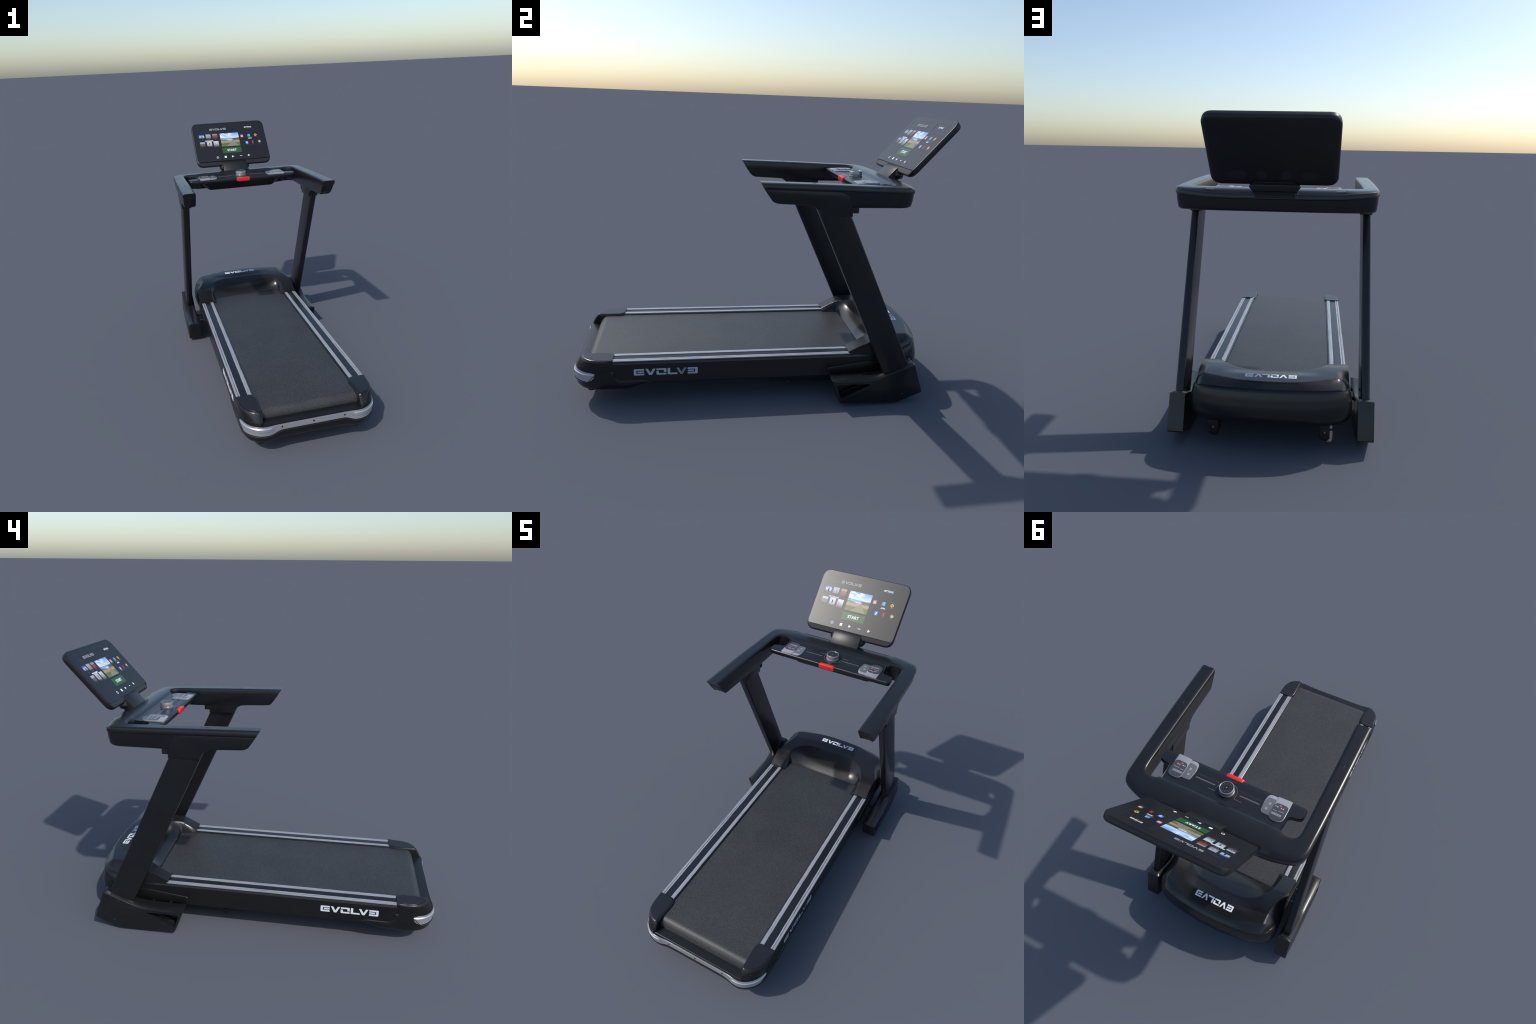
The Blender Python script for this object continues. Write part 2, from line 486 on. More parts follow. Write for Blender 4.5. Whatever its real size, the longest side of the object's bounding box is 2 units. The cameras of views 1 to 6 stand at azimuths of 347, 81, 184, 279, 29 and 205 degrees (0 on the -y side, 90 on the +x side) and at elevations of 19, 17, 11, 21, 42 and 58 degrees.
for s in (1, -1):
    bm = bmesh.new()
    rings = []
    for f, inset, z, inn in ((1, 0.004, 0.180, 0.0), (1, 0.0005, 0.198, 0.0), (0.78, 0.0, 0.214, 0.0), (0.50, 0, 0.230, 0.0), (0.22, 0, 0.2445, 0.0), (0.05, 0.0005, 0.2520, 0.001), (0, 0.003, 0.2570, 0.003), (0, 0.007, 0.2595, 0.006), (0, 0.012, 0.2602, 0.009)):
        o = cap_outline(f, inset)
        o = [(px, max(-0.9855, py)) for px, py in o]
        # inner wall with its notch at the front
        inner_wall = [(0.2625 + inn, o[-1][1] + 0.006), (0.2605 + inn, -0.930), (0.2585 + inn, -0.885), (0.2565 + inn, -0.82), (0.263 + inn, -0.800), (0.276 + inn, -0.7875)]
        rings.append([(s * px, py, z) for px, py in o + inner_wall])
    # flat front end: keep it square to the rail
    loft(bm, rings)
    cap = make_obj("end_cap", bm, M_BODY, root, angle=40)
    # thin lighter top plate
    bm = bmesh.new()
    o = cap_outline(0, 0.0125)
    pl = o + [(0.2745, o[-1][1] + 0.008), (0.2695, -0.90), (0.2675, -0.83), (0.274, -0.806), (0.285, -0.791)]
    prism(bm, [(s * px, py) for px, py in pl], 0.2595, 0.2611, XY)
    make_obj("cap_top_plate", bm, M_RAIL, cap, bevel=0.0005, segs=1)
    # pair of adjusting screw holes in the rear face
    for zz in (0.229, 0.209):
        bm = bmesh.new()
        a = math.radians(-62)
        q = Vector((s * 0.316, -0.9495 - (0.229 - zz) * 0.40, zz))
        bmesh.ops.create_uvsphere(bm, u_segments=14, v_segments=8, radius=0.0065, matrix=Matrix.Translation(q) @ Matrix.Diagonal((1, 0.8, 0.9, 1)))
        make_obj("screw", bm, M_SCREW, cap)
    # rubber foot below the corner
    bm = bmesh.new()
    cyl(bm, (s * 0.262, -0.912, 0.073), 0.024, 0.042, 'Z', 24)
    make_obj("rubber_foot", bm, M_DARK, bumper, bevel=0.003)

# cross piece between the caps: sloping shelf behind the belt
bm = bmesh.new()
shelf = fillet([(-0.987, 0.150), (-0.987, 0.196), (-0.979, 0.2005), (-0.930, 0.2015), (-0.927, 0.192), (-0.927, 0.150)], 0.003, 3)
prism(bm, shelf, -0.262, 0.262, YZ)
make_obj("rear_shelf", bm, M_BODY, bumper)

# silver trim wrapping the rear edge
bm = bmesh.new()
rings = []
ip = [i for i, (x, y) in enumerate(path) if y < -0.878]
for i in ip:
    (x, y), nv = path[i], pn[i]
    w = sm(corner_w(x, y))
    tip = math.sqrt(max(0.0, min(1.0, (-y - 0.8775) / 0.035)))   # rounded end on each side
    zt = 0.1925 + 0.001 * w
    zb = 0.160 - 0.019 * sm((abs(x) - 0.165) / 0.07)
    mid = 0.186
    zt = mid + (zt - mid) * (0.15 + 0.85 * tip); zb = mid + (zb - mid) * (0.05 + 0.95 * tip)
    h = zt - zb
    rib = 0.004 * sm((abs(x) - 0.20) / 0.04) * tip
    prof = [(-0.004, zb), (0.0035, zb + 0.001), (0.0042, zb + 0.3 * h), (0.0036 + rib * 0.1, zb + 0.46 * h), (0.0036 + rib, zb + 0.50 * h), (0.0036 + rib, zb + 0.78 * h), (0.0036, zb + 0.86 * h), (0.0030, zt), (-0.004, zt + 0.0005)]
    rings.append([(x + nv.x * o, y + nv.y * o, zz) for o, zz in prof])
loft(bm, rings)
trim = make_obj("bumper_trim", bm, M_CHROME, root, angle=30)
# dark lip under the trim
bm = bmesh.new()
rings = []
for i in ip:
    (x, y), nv = path[i], pn[i]
    tip = sm((-y - 0.878) / 0.05)
    zb = 0.157 - 0.019 * sm((abs(x) - 0.165) / 0.07)
    zz0 = 0.18 + (zb - 0.18) * tip
    sec = [(-0.004, 0.0005), (0.004, 0), (0.0058, -0.003), (0.004, -0.006), (-0.004, -0.009)]
    rings.append([(x + nv.x * o, y + nv.y * o, zz0 + dz) for o, dz in sec])
loft(bm, rings)
make_obj("trim_lip", bm, M_BODY, bumper)
for x in (-0.168, 0, 0.168):
    bm = bmesh.new()
    cyl(bm, (x, -0.9905, 0.1785), 0.0042, 0.004, 'Y', 16)
    make_obj("screw", bm, M_SCREW, trim)

# ================================================================== motor hood
REAR = [(0, 0.8945), (0.06, 0.8935), (0.11, 0.8900), (0.165, 0.8845), (0.21, 0.8785), (0.25, 0.8710), (0.29, 0.8595), (0.325, 0.8410), (0.347, 0.8195), (0.362, 0.785)]
CROWN = [(0.467, 0.2655), (0.52, 0.292), (0.58, 0.319), (0.65, 0.335), (0.70, 0.3395), (0.76, 0.3415), (0.82, 0.3410), (0.90, 0.339)]
def rear_y(x): return smooth_interp(abs(x), REAR)
def seam_z(x, y):
    """Height of the seam between hood and lower shell: high at the nose, falling along the sides."""
    return interp(y, [(0.46, 0.258), (0.60, 0.262), (0.77, 0.287), (0.80, 0.296), (0.85, 0.308), (0.897, 0.316)])

def hood_z(x, y):
    ax = abs(x)
    zc_ = smooth_interp(y, CROWN) - 0.011 * sm((0.80 - y) / 0.075) * sm((y - 0.60) / 0.06) * max(0.0, 1 - (ax / 0.24) ** 2)
    ry = rear_y(ax)
    wide = sm((ax - 0.12) / 0.14)
    a = max(0.0, 1 - (ry - y) / (0.030 + 0.020 * wide))
    f = sm((y - 0.53) / 0.22)
    xi = 0.352 + (0.305 - 0.352) * f
    b = max(0.0, min(1.2, (ax - xi) / (0.362 - xi))) * f
    e = min(1.1, math.hypot(a, b))
    D = max(0.0, zc_ - seam_z(x, y))
    z = zc_ - D * (0.35 * e + 0.65 * e * e)
    # dish facing the runner: from a straight line at the belt up to a rounded rim
    q = ((ax / 0.278) ** 3.2 + (max(0.0, y - 0.42) / 0.304) ** 3.2) ** (1 / 3.2)
    d0 = math.hypot(max(0.0, ax - 0.245), max(0.0, y - 0.564))
    d1 = max(0.0, 1 - q) * 0.28
    if d1 <= 0: return z
    t = d0 / (d0 + d1 + 1e-6)
    t = 0.5 * t + 0.5 * t ** 0.60
    t = t + 0.16 * t * (1 - t)
    return 0.2435 + (z - 0.2435) * t

bm = bmesh.new()
NX, NY = 150, 110
grid = []
for j in range(NY + 1):
    row = []
    for i in range(NX + 1):
        u = -1 + 2 * i / NX
        v = j / NY
        x = 0.362 * math.copysign(1 - (1 - abs(u)) ** 1.35, u) if abs(u) < 1 else 0.362 * u
        xe = 0.3575 + 0.0045 * sm((v - 0.1) / 0.3)
        x = x / 0.362 * xe
        y = 0.467 + (rear_y(x) - 0.467) * (1 - (1 - v) ** 1.25)
        row.append(bm.verts.new((x, y, hood_z(x, y))))
    grid.append(row)
for j in range(NY):
    for i in range(NX):
        bm.faces.new((grid[j][i], grid[j][i + 1], grid[j + 1][i + 1], grid[j + 1][i]))
# skirt: rim drops inwards below the seam
rim = [grid[j][0] for j in range(NY, -1, -1)] 
rim = [grid[0][i] for i in range(NX + 1)] + [grid[j][NX] for j in range(1, NY + 1)] + [grid[NY][i] for i in range(NX - 1, -1, -1)] + [grid[j][0] for j in range(NY - 1, 0, -1)]
low = []
for v in rim:
    front = v.co.y < 0.4675
    k = 0.9985 if not front else 1.0
    low.append(bm.verts.new((v.co.x * k, v.co.y - (0 if front else 0.001), min(v.co.z - 0.004, 0.240 if v.co.y < 0.66 else v.co.z - 0.012))))
for i in range(len(rim)):
    j = (i + 1) % len(rim)
    bm.faces.new((rim[j], rim[i], low[i], low[j]))
hood = make_obj("motor_hood", bm, M_HOOD, root, angle=40)

# thin black strip along the dark line where dish meets belt
bm = bmesh.new()
box(bm, -0.249, 0.249, 0.5595, 0.5665, 0.2440, 0.2500)
make_obj("dark_line_strip", bm, M_DARK, hood, bevel=0.001, segs=1)

# lower shell below the seam
BASE = [(0.352, 0.585), (0.3605, 0.66), (0.363, 0.72), (0.362, 0.785), (0.347, 0.8205), (0.325, 0.8425), (0.29, 0.861), (0.25, 0.8725), (0.21, 0.880), (0.165, 0.886), (0.11, 0.8915), (0.06, 0.895), (0, 0.896)]
hb = spline(BASE, 60)
bp = hb + [(-x, y) for x, y in hb[-2::-1]]
bn = normals(bp)
bn = [(-v if v.dot(Vector((0, 0.6)) - Vector(q)) > 0 else v) for v, q in zip(bn, bp)]
bm = bmesh.new()
rings = []
for (x, y), nv in zip(bp, bn):
    f = sm((y - 0.585) / 0.16)
    sz = seam_z(x, y) - 0.004
    prof = [(-0.030, sz), (-0.007, sz - 0.001), (-0.001, sz - 0.005), (0.004, sz - 0.015), (0.010, 0.262), (0.0165, 0.238), (0.0205, 0.214), (0.0205, 0.192), (0.015, 0.171), (0.003, 0.154), (-0.017, 0.143), (-0.050, 0.137), (-0.085, 0.134)]
    low = 0.010 * sm((abs(x) - 0.15) / 0.12)
    side = 0.45 + 0.55 * sm((y - 0.74) / 0.10)
    prof = [(o * (0.2 + 0.8 * f) * (side if o > 0 else 1), min(zz, sz) - (low if zz < 0.2 else 0)) for o, zz in prof]
    rings.append([(x + nv.x * o, y + nv.y * o, zz) for o, zz in prof] + [(x - nv.x * 0.085, y - nv.y * 0.085, 0.25)])
loft(bm, rings)
base = make_obj("hood_base", bm, M_HOOD, root, angle=50)
bm = bmesh.new()
box(bm, -0.335, 0.335, 0.56, 0.82, 0.122, 0.20)
make_obj("motor_tray", bm, M_DARK, base, bevel=0.004)
for s in (1, -1):
    bm = bmesh.new()
    prism(bm, fillet([(0.352, 0.130), (0.640, 0.130), (0.640, 0.200), (0.58, 0.207), (0.352, 0.176)], 0.012, 4), s * 0.340, s * 0.3640, YZ)
    make_obj("motor_side_cover", bm, M_BODY, base, bevel=0.005, segs=3)
    # pivot pegs linking deck and foot
    for y in (0.453, 0.556):
        bm = bmesh.new()
        cyl(bm, (s * 0.383, y, 0.132), 0.010, 0.045, 'X', 18)
        make_obj("pivot_peg", bm, M_DARK, base, bevel=0.001)
    # transport caster under the hood
    cx = 0.258 if s > 0 else -0.2515
    bm = bmesh.new()
    prism(bm, [(0.775, 0.150), (0.790, 0.085), (0.805, 0.072), (0.862, 0.072), (0.862, 0.150)], cx - 0.023, cx + 0.023, YZ)
    caster = make_obj("caster_bracket", bm, M_DARK, root, bevel=0.003)
    bm = bmesh.new()
    cyl(bm, (cx, 0.822, 0.066), 0.020, 0.030, 'X', 28)
    make_obj("caster_wheel", bm, M_DARK, caster, bevel=0.003)
    bm = bmesh.new()
    cyl(bm, (cx, 0.8625, 0.105), 0.004, 0.004, 'Y', 14)
    make_obj("screw", bm, M_GREYPRINT, caster)
    # lift frame slung below the beam
    bm = bmesh.new()
    prism(bm, fillet([(0.035, 0.130), (0.040, 0.072), (0.33, 0.062), (0.60, 0.068), (0.66, 0.130)], 0.006, 3), s * 0.250, s * 0.300, YZ)
    lift = make_obj("lift_frame", bm, M_DARK, deck_frame, bevel=0.003, segs=2)
    bm = bmesh.new()
    cyl(bm, (s * 0.290, 0.150, 0.064), 0.018, 0.030, 'X', 20)
    make_obj("lift_roller", bm, M_DARK, deck_frame, bevel=0.002, segs=1)
bm = bmesh.new()
box(bm, -0.28, 0.28, 0.30, 0.34, 0.080, 0.12)
make_obj("lift_crossbar", bm, M_DARK, deck_frame, bevel=0.003)

# ================================================================== feet
FOOT_LOW = fillet([(0.352, 0.154), (0.402, 0.020), (0.725, 0.008), (0.862, 0.067), (0.836, 0.141), (0.803, 0.235)], [0, 0.010, 0.07, 0.007, 0.12, 0], 5)
TOP_OUT = [(0.355, 0.154), (0.380, 0.149), (0.457, 0.148), (0.536, 0.151), (0.592, 0.156), (0.648, 0.173), (0.709, 0.196), (0.800, 0.230)]
TOP_MID = [(0.355, 0.157), (0.46, 0.156), (0.54, 0.159), (0.60, 0.164), (0.64, 0.177), (0.69, 0.196), (0.73, 0.213), (0.765, 0.228), (0.792, 0.238), (0.802, 0.234)]
TOP_IN = [(0.355, 0.149), (0.48, 0.153), (0.56, 0.159), (0.644, 0.172), (0.72, 0.204), (0.800, 0.232)]
TOP_Y = [0.800, 0.795, 0.785, 0.770, 0.750, 0.725, 0.70, 0.67, 0.64, 0.61, 0.58, 0.54, 0.50, 0.46, 0.42, 0.39, 0.37, 0.360]
HOLE = fillet([(0.377, 0.129), (0.470, 0.131), (0.575, 0.128), (0.405, 0.049)], [0.010, 0.02, 0.008, 0.010], 4)
for s in (1, -1):
    bm = bmesh.new()
    rings = []
    # slices across the foot: crowned top, rounded long edges, toe flaring to both sides
    for x, table, wgt, inset in ((0.4750, TOP_OUT, 1.0, 0.0045), (0.4738, TOP_OUT, 1.0, 0.0015), (0.4710, TOP_OUT, 0.9, 0.0), (0.4590, TOP_MID, 1.0, 0.0), (0.436, TOP_MID, 1.0, 0.0),
                                 (0.416, TOP_MID, 1.0, 0.0), (0.4045, TOP_IN, 0.6, 0.0), (0.4005, TOP_IN, 1.0, 0.001), (0.3990, TOP_IN, 1.0, 0.0045)):
        low = [(y, z) for y, z in FOOT_LOW]
        top = []
        for y in TOP_Y:
            za, zm = smooth_interp(y, table), smooth_interp(y, TOP_MID)
            top.append((y, za * wgt + zm * (1 - wgt)))
        sec = low + top
        cy, cz = 0.60, 0.11
        pts = []
        for y, z in sec:
            dy, dz = (cy - y), (cz - z)
            L_ = math.hypot(dy, dz)
            y2, z2 = y + dy / L_ * inset, z + dz / L_ * inset
            toe = sm((0.62 - y) / 0.22)
            xx = x + (0.003 * toe if x > 0.45 else (-0.006 * toe if x < 0.43 else 0))
            pts.append((s * xx, y2, z2))
        rings.append(pts)
    loft(bm, rings)
    foot = make_obj("foot", bm, M_FOOT, root, angle=32)
    # triangular pocket in the outer face
    bm = bmesh.new()
    rr = []
    for w, k in ((0.418, 0.92), (0.472, 1.0), (0.490, 1.06)):
        c = (0.455, 0.112)
        rr.append([(s * w, c[0] + (y - c[0]) * k, c[1] + (z - c[1]) * k) for y, z in HOLE])
    loft(bm, rr)
    cutter = make_obj("pocket_cutter", bm, M_DARK, None)
    md = foot.modifiers.new("pocket", 'BOOLEAN')
    md.operation = 'DIFFERENCE'; md.object = cutter; md.solver = 'EXACT'
    bpy.context.view_layer.update()
    ev = foot.evaluated_get(bpy.context.evaluated_depsgraph_get())
    me = bpy.data.meshes.new_from_object(ev)
    foot.modifiers.clear()
    foot.data = me
    finish(me, 35)
    bpy.data.objects.remove(cutter)
    # rim of the pocket and rib inside
    bm = bmesh.new()
    prism(bm, fillet([(0.405, 0.062), (0.412, 0.055), (0.56, 0.121), (0.556, 0.127)], 0.001, 1), s * 0.415, s * 0.440, YZ)
    make_obj("pocket_rib", bm, M_FOOT, foot, bevel=0.0015, segs=1)
    for y, z in ((0.716, 0.186), (0.750, 0.062)):
        bm = bmesh.new()
        cyl(bm, (s * 0.4745, y, z), 0.0050, 0.002, 'X', 14)
        make_obj("screw", bm, M_LINE, foot)

# ================================================================== uprights
def post_axis(z): return 0.700 - (z - 0.215) * 0.4695
for s in (1, -1):
    bm = bmesh.new()
    sec = fillet([(0.4135, -0.0795), (0.4535, -0.0795), (0.4590, -0.04), (0.4590, 0.04), (0.4555, 0.0795), (0.4160, 0.0795)], [0.009, 0.012, 0.03, 0.03, 0.012, 0.009], 5)
    rings = []
    for z in (0.12, 0.60, 1.11):
        rings.append([(s * x, post_axis(z) + y, z) for x, y in sec])
    loft(bm, rings)
    post = make_obj("upright_post", bm, M_FRAME, root, angle=30)

# ================================================================== handlebar frame
OUTER = [(0.4765, -0.064), (0.476, 0.10), (0.4745, 0.30), (0.4715, 0.48), (0.4675, 0.60), (0.4635, 0.662), (0.446, 0.699), (0.407, 0.720), (0.342, 0.7375), (0.28, 0.7455), (0.20, 0.7480), (0.10, 0.7490), (0, 0.7490)]
INNER = [(0.3985, -0.064), (0.399, 0.10), (0.399, 0.30), (0.3985, 0.46), (0.398, 0.560), (0.393, 0.600), (0.375, 0.619), (0.350, 0.624), (0.325, 0.618), (0.305, 0.606), (0.20, 0.602), (0.10, 0.602), (0, 0.602)]
def pair_paths(n_between=8):
    o, i = [], []
    ro, ri = [], []
    def cat(P, k, t):
        g = lambda q: Vector(P[max(0, min(len(P) - 1, q))])
        a, b, c, d = g(k - 1), g(k), g(k + 1), g(k + 2)
        if k == len(P) - 2: d = Vector((-P[k][0], P[k][1]))
        return 0.5 * (2 * b + (c - a) * t + (2 * a - 5 * b + 4 * c - d) * t * t + (3 * b - a - 3 * c + d) * t ** 3)
    for k in range(len(OUTER) - 1):
        for q in range(n_between):
            o.append(cat(OUTER, k, q / n_between)); i.append(cat(INNER, k, q / n_between))
    o.append(Vector(OUTER[-1])); i.append(Vector(INNER[-1]))
    return o, i
po, pi_ = pair_paths()
def frame_top(x, y):
    """Top surface: arms slope gently down to the rear, then roll over the crossbar."""
    z = smooth_interp(y, [(-0.07, 1.2050), (0.10, 1.2015), (0.30, 1.1970), (0.48, 1.1915), (0.60, 1.1885), (0.70, 1.1820), (0.76, 1.170)])
    mid = sm((0.40 - abs(x)) / 0.10)
    z_mid = smooth_interp(y, [(0.590, 1.1770), (0.612, 1.1825), (0.640, 1.1860), (0.690, 1.1850), (0.725, 1.1790), (0.75, 1.168)])
    return z * (1 - mid) + z_mid * mid
def frame_bottom(y):
    return smooth_interp(y, [(-0.07, 1.1015), (0.03, 1.1005), (0.15, 1.0965), (0.35, 1.0845), (0.50, 1.0835), (0.76, 1.0845)])
rings = []
for o, i in zip(po, pi_):
    w = (o - i)
    wl = w.length
    d = w / wl
    def P(f, z):
        q = i + w * f
        # slanted, rounded nose at the free end of each arm
        return (q.x, q.y, z)
    ztO, ztI = frame_top(o.x, o.y), frame_top(i.x, i.y)
    mfrac = 0.5
    mpt = (o + i) / 2
    ztM = frame_top(mpt.x, mpt.y)
    zb = frame_bottom(o.y)
    fr = 0.0095 / wl
    tO = 0.004 / wl + 0.02 * 0
    rear = sm((o.y - 0.45) / 0.2)
    kb = 1 - 0.15 * rear
    ring = [P(0.0, zb + 0.012), P(0.0, (zb + ztI) / 2), P(0, ztI - 0.012), P(fr * 0.25, ztI - 0.004), P(fr, ztI - 0.0005), P(fr * 1.7, frame_top(*(i + w * fr * 1.7))),
            P(0.28, frame_top(*(i + w * 0.28))), P(0.5, ztM), P(0.72, frame_top(*(i + w * 0.72))),
            P(1 - 1.7 * fr, frame_top(*(i + w * (1 - 1.7 * fr)))), P(1 - 1.0 * fr, ztO - 0.001), P(1 - 0.3 * fr, ztO - 0.005), P(1.0, ztO - 0.013), P(1.0, ztO - 0.0255), P(1 - 0.0035 / wl, ztO - 0.0285),
            P(1 - 0.007 * kb / wl, (zb + ztO) / 2 - 0.01), P(1 - 0.012 * kb / wl, zb + 0.014), P(1 - 0.016 * kb / wl, zb + 0.005), P(1 - 0.025 * kb / wl, zb), P(0.5, zb), P(0.012 / wl, zb), P(0.004 / wl, zb + 0.004)]
    rings.append(ring)
# nose shear: the tip leans forward over the hand
def nose(p):
    x, y, z = p
    k = sm((0.06 - y) / 0.128)
    h = max(0.0, min(1.0, (1.205 - z) / 0.1045))
    lean = 0.066 * h + 0.026 * max(0, (h - 0.80) / 0.20) ** 2
    return (x, y + lean * k, z)
rings = [[nose(p) for p in r] for r in rings]
full = rings + [[(-x, y, z) for x, y, z in r] for r in rings[-2::-1]]
bm = bmesh.new()
loft(bm, full)
frame = make_obj("handlebar_frame", bm, M_FRAME, root, angle=38)

# grip seam line, dimple, sleeve
for s in (1, -1):
    bm = bmesh.new()
    SLEEVE = fillet([(0.020, 1.1045), (0.150, 1.0985), (0.190, 1.0945), (0.222, 1.074), (0.235, 1.044), (0.393, 1.042), (0.388, 1.085), (0.366, 1.145), (0.325, 1.164), (-0.040, 1.172), (-0.012, 1.125)],
                    [0.0, 0.0, 0.02, 0.02, 0.004, 0.004, 0.05, 0.03, 0.03, 0.004, 0.03], 5)
    side_x = lambda z: smooth_interp(z, [(1.03, 0.4625), (1.09, 0.4640), (1.112, 0.4670), (1.145, 0.4715), (1.175, 0.4745)])
    a = [bm.verts.new((s * side_x(z), y, z)) for y, z in SLEEVE]
    b = [bm.verts.new((s * (0.4010), y, z)) for y, z in SLEEVE]
    n = len(SLEEVE)
    for i in range(n):
        bm.faces.new((a[i], a[(i + 1) % n], b[(i + 1) % n], b[i]))
    bm.faces.new(a[::-1]); bm.faces.new(b)
    make_obj("post_sleeve", bm, M_FRAME, root, bevel=0.003, segs=2, bev_angle=50)
    bm = bmesh.new()
    box(bm, s * 0.405, s * 0.455, 0.390, 0.424, 1.058, 1.09)
    make_obj("cable_clip", bm, M_DARK, frame, bevel=0.003)
    bm = bmesh.new()
    bmesh.ops.create_uvsphere(bm, u_segments=16, v_segments=8, radius=1, matrix=Matrix.Translation((s * 0.436, 0.195, 1.1992)) @ Matrix.Diagonal((0.0028, 0.012, 0.0012, 1)))
    make_obj("grip_dimple", bm, M_DARK, frame)

# ================================================================== console
def console_top(y): return smooth_interp(y, [(0.452, 1.1710), (0.50, 1.1738), (0.56, 1.1748), (0.595, 1.1762), (0.625, 1.181)])
def con_strip():
    """columns across x: front y and rear y of the console plate"""
    cols = []
    for k in range(61):
        x = 0.374 * k / 60
        fy = smooth_interp(x, [(0, 0.456), (0.30, 0.457), (0.345, 0.458), (0.367, 0.460), (0.3745, 0.468)])
        if x < 0.3065: ry = 0.625
        else: ry = smooth_interp(x, [(0.306, 0.558), (0.3095, 0.544), (0.316, 0.5355), (0.325, 0.5305), (0.345, 0.5270), (0.362, 0.5225), (0.371, 0.517), (0.3745, 0.508)])
        cols.append((x, fy, ry))
    return cols
cols = con_strip()
allc = [(-x, f, r_) for x, f, r_ in cols[:0:-1]] + cols
rings = []
for x, fy, ry in allc:
    bowl = 0.067 * sm((0.315 - abs(x)) / 0.10)          # belly of the housing under the plate
    thick = 0.026
    ring = []
    ring.append((x, fy + 0.004, console_top(fy) - thick))
    ring.append((x, fy + 0.0005, console_top(fy) - thick + 0.005))
    ring.append((x, fy, console_top(fy) - 0.007))
    ring.append((x, fy + 0.0015, console_top(fy) - 0.003))
    ring.append((x, fy + 0.006, console_top(fy + 0.006) - 0.0002))
    for q in range(1, 9):
        y = fy + 0.006 + (ry - 0.004 - fy - 0.006) * q / 8
        ring.append((x, y, console_top(y)))
    ring.append((x, ry - 0.001, console_top(ry) - 0.003))
    ring.append((x, ry, console_top(ry) - 0.008))
    ring.append((x, ry, console_top(ry) - thick - bowl * 0.9))
    ring.append((x, fy + (ry - fy) * 0.85, console_top(fy) - thick - bowl))
    ring.append((x, fy + (ry - fy) * 0.52, console_top(fy) - thick - bowl * 0.92))
    ring.append((x, fy + (ry - fy) * 0.36, console_top(fy) - thick - bowl * 0.45))
    ring.append((x, fy + (ry - fy) * 0.26, console_top(fy) - thick))
    rings.append(ring)
bm = bmesh.new()
loft(bm, rings)
console = make_obj("control_console", bm, M_CONSOLE, root, angle=40)

# safety key
bm = bmesh.new()
box(bm, -0.0475, 0.0475, 0.4485, 0.470, 1.1455, 1.1735)
bmesh.ops.bevel(bm, geom=[e for e in bm.edges if abs(e.verts[0].co.x - e.verts[1].co.x) < 1e-6 and abs(e.verts[0].co.z - e.verts[1].co.z) < 1e-6],
                offset=0.011, segments=5, profile=0.5, affect='EDGES')
key = make_obj("safety_key", bm, M_RED, console, bevel=0.004, segs=3)

# dial
bm = bmesh.new()
prof = [(0.0, 1.166), (0.0365, 1.166), (0.0370, 1.180), (0.0362, 1.1815), (0.0345, 1.1825), (0.0345, 1.1845), (0.0358, 1.1855), (0.0356, 1.199), (0.0345, 1.203), (0.0325, 1.2045), (0.0310, 1.2038), (0.0300, 1.2025), (0.0, 1.2025)]
SEG = 48
vv = []
for rr, zz in prof:
    if rr == 0: vv.append([bm.verts.new((0, 0.537, zz))])
    else: vv.append([bm.verts.new((rr * math.cos(2 * math.pi * k / SEG), 0.537 + rr * math.sin(2 * math.pi * k / SEG), zz)) for k in range(SEG)])
for a, b in zip(vv, vv[1:]):
    for k in range(SEG):
        l = (k + 1) % SEG
        if len(a) == 1: bm.faces.new((a[0], b[l], b[k]))
        elif len(b) == 1: bm.faces.new((a[k], a[l], b[0]))
        else: bm.faces.new((a[k], a[l], b[l], b[k]))
dial = make_obj("dial", bm, M_KNOB, console, angle=30)
bm = bmesh.new()
cyl(bm, (0, 0.537, 1.2028), 0.0298, 0.0012, 'Z', 40)
make_obj("dial_face", bm, M_CONSOLE, console)
bm = bmesh.new()
cyl(bm, (0, 0.537, 1.2037), 0.0038, 0.0010, 'Z', 16)
for rad, wdt, segs in ((0.0155, 0.0005, 9), (0.0235, 0.0007, 16)):
    for k in range(segs):
        a0 = 2 * math.pi * k / segs; a1 = a0 + 0.55 * 2 * math.pi / segs
        pts = [((rad + wdt) * math.cos(a0 + (a1 - a0) * q / 4), 0.537 + (rad + wdt) * math.sin(a0 + (a1 - a0) * q / 4)) for q in range(5)]
        pts += [((rad - wdt) * math.cos(a1 + (a0 - a1) * q / 4), 0.537 + (rad - wdt) * math.sin(a1 + (a0 - a1) * q / 4)) for q in range(5)]
        prism(bm, pts, 1.2032, 1.2039, XY)
make_obj("dial_marks", bm, M_GREYPRINT, console)

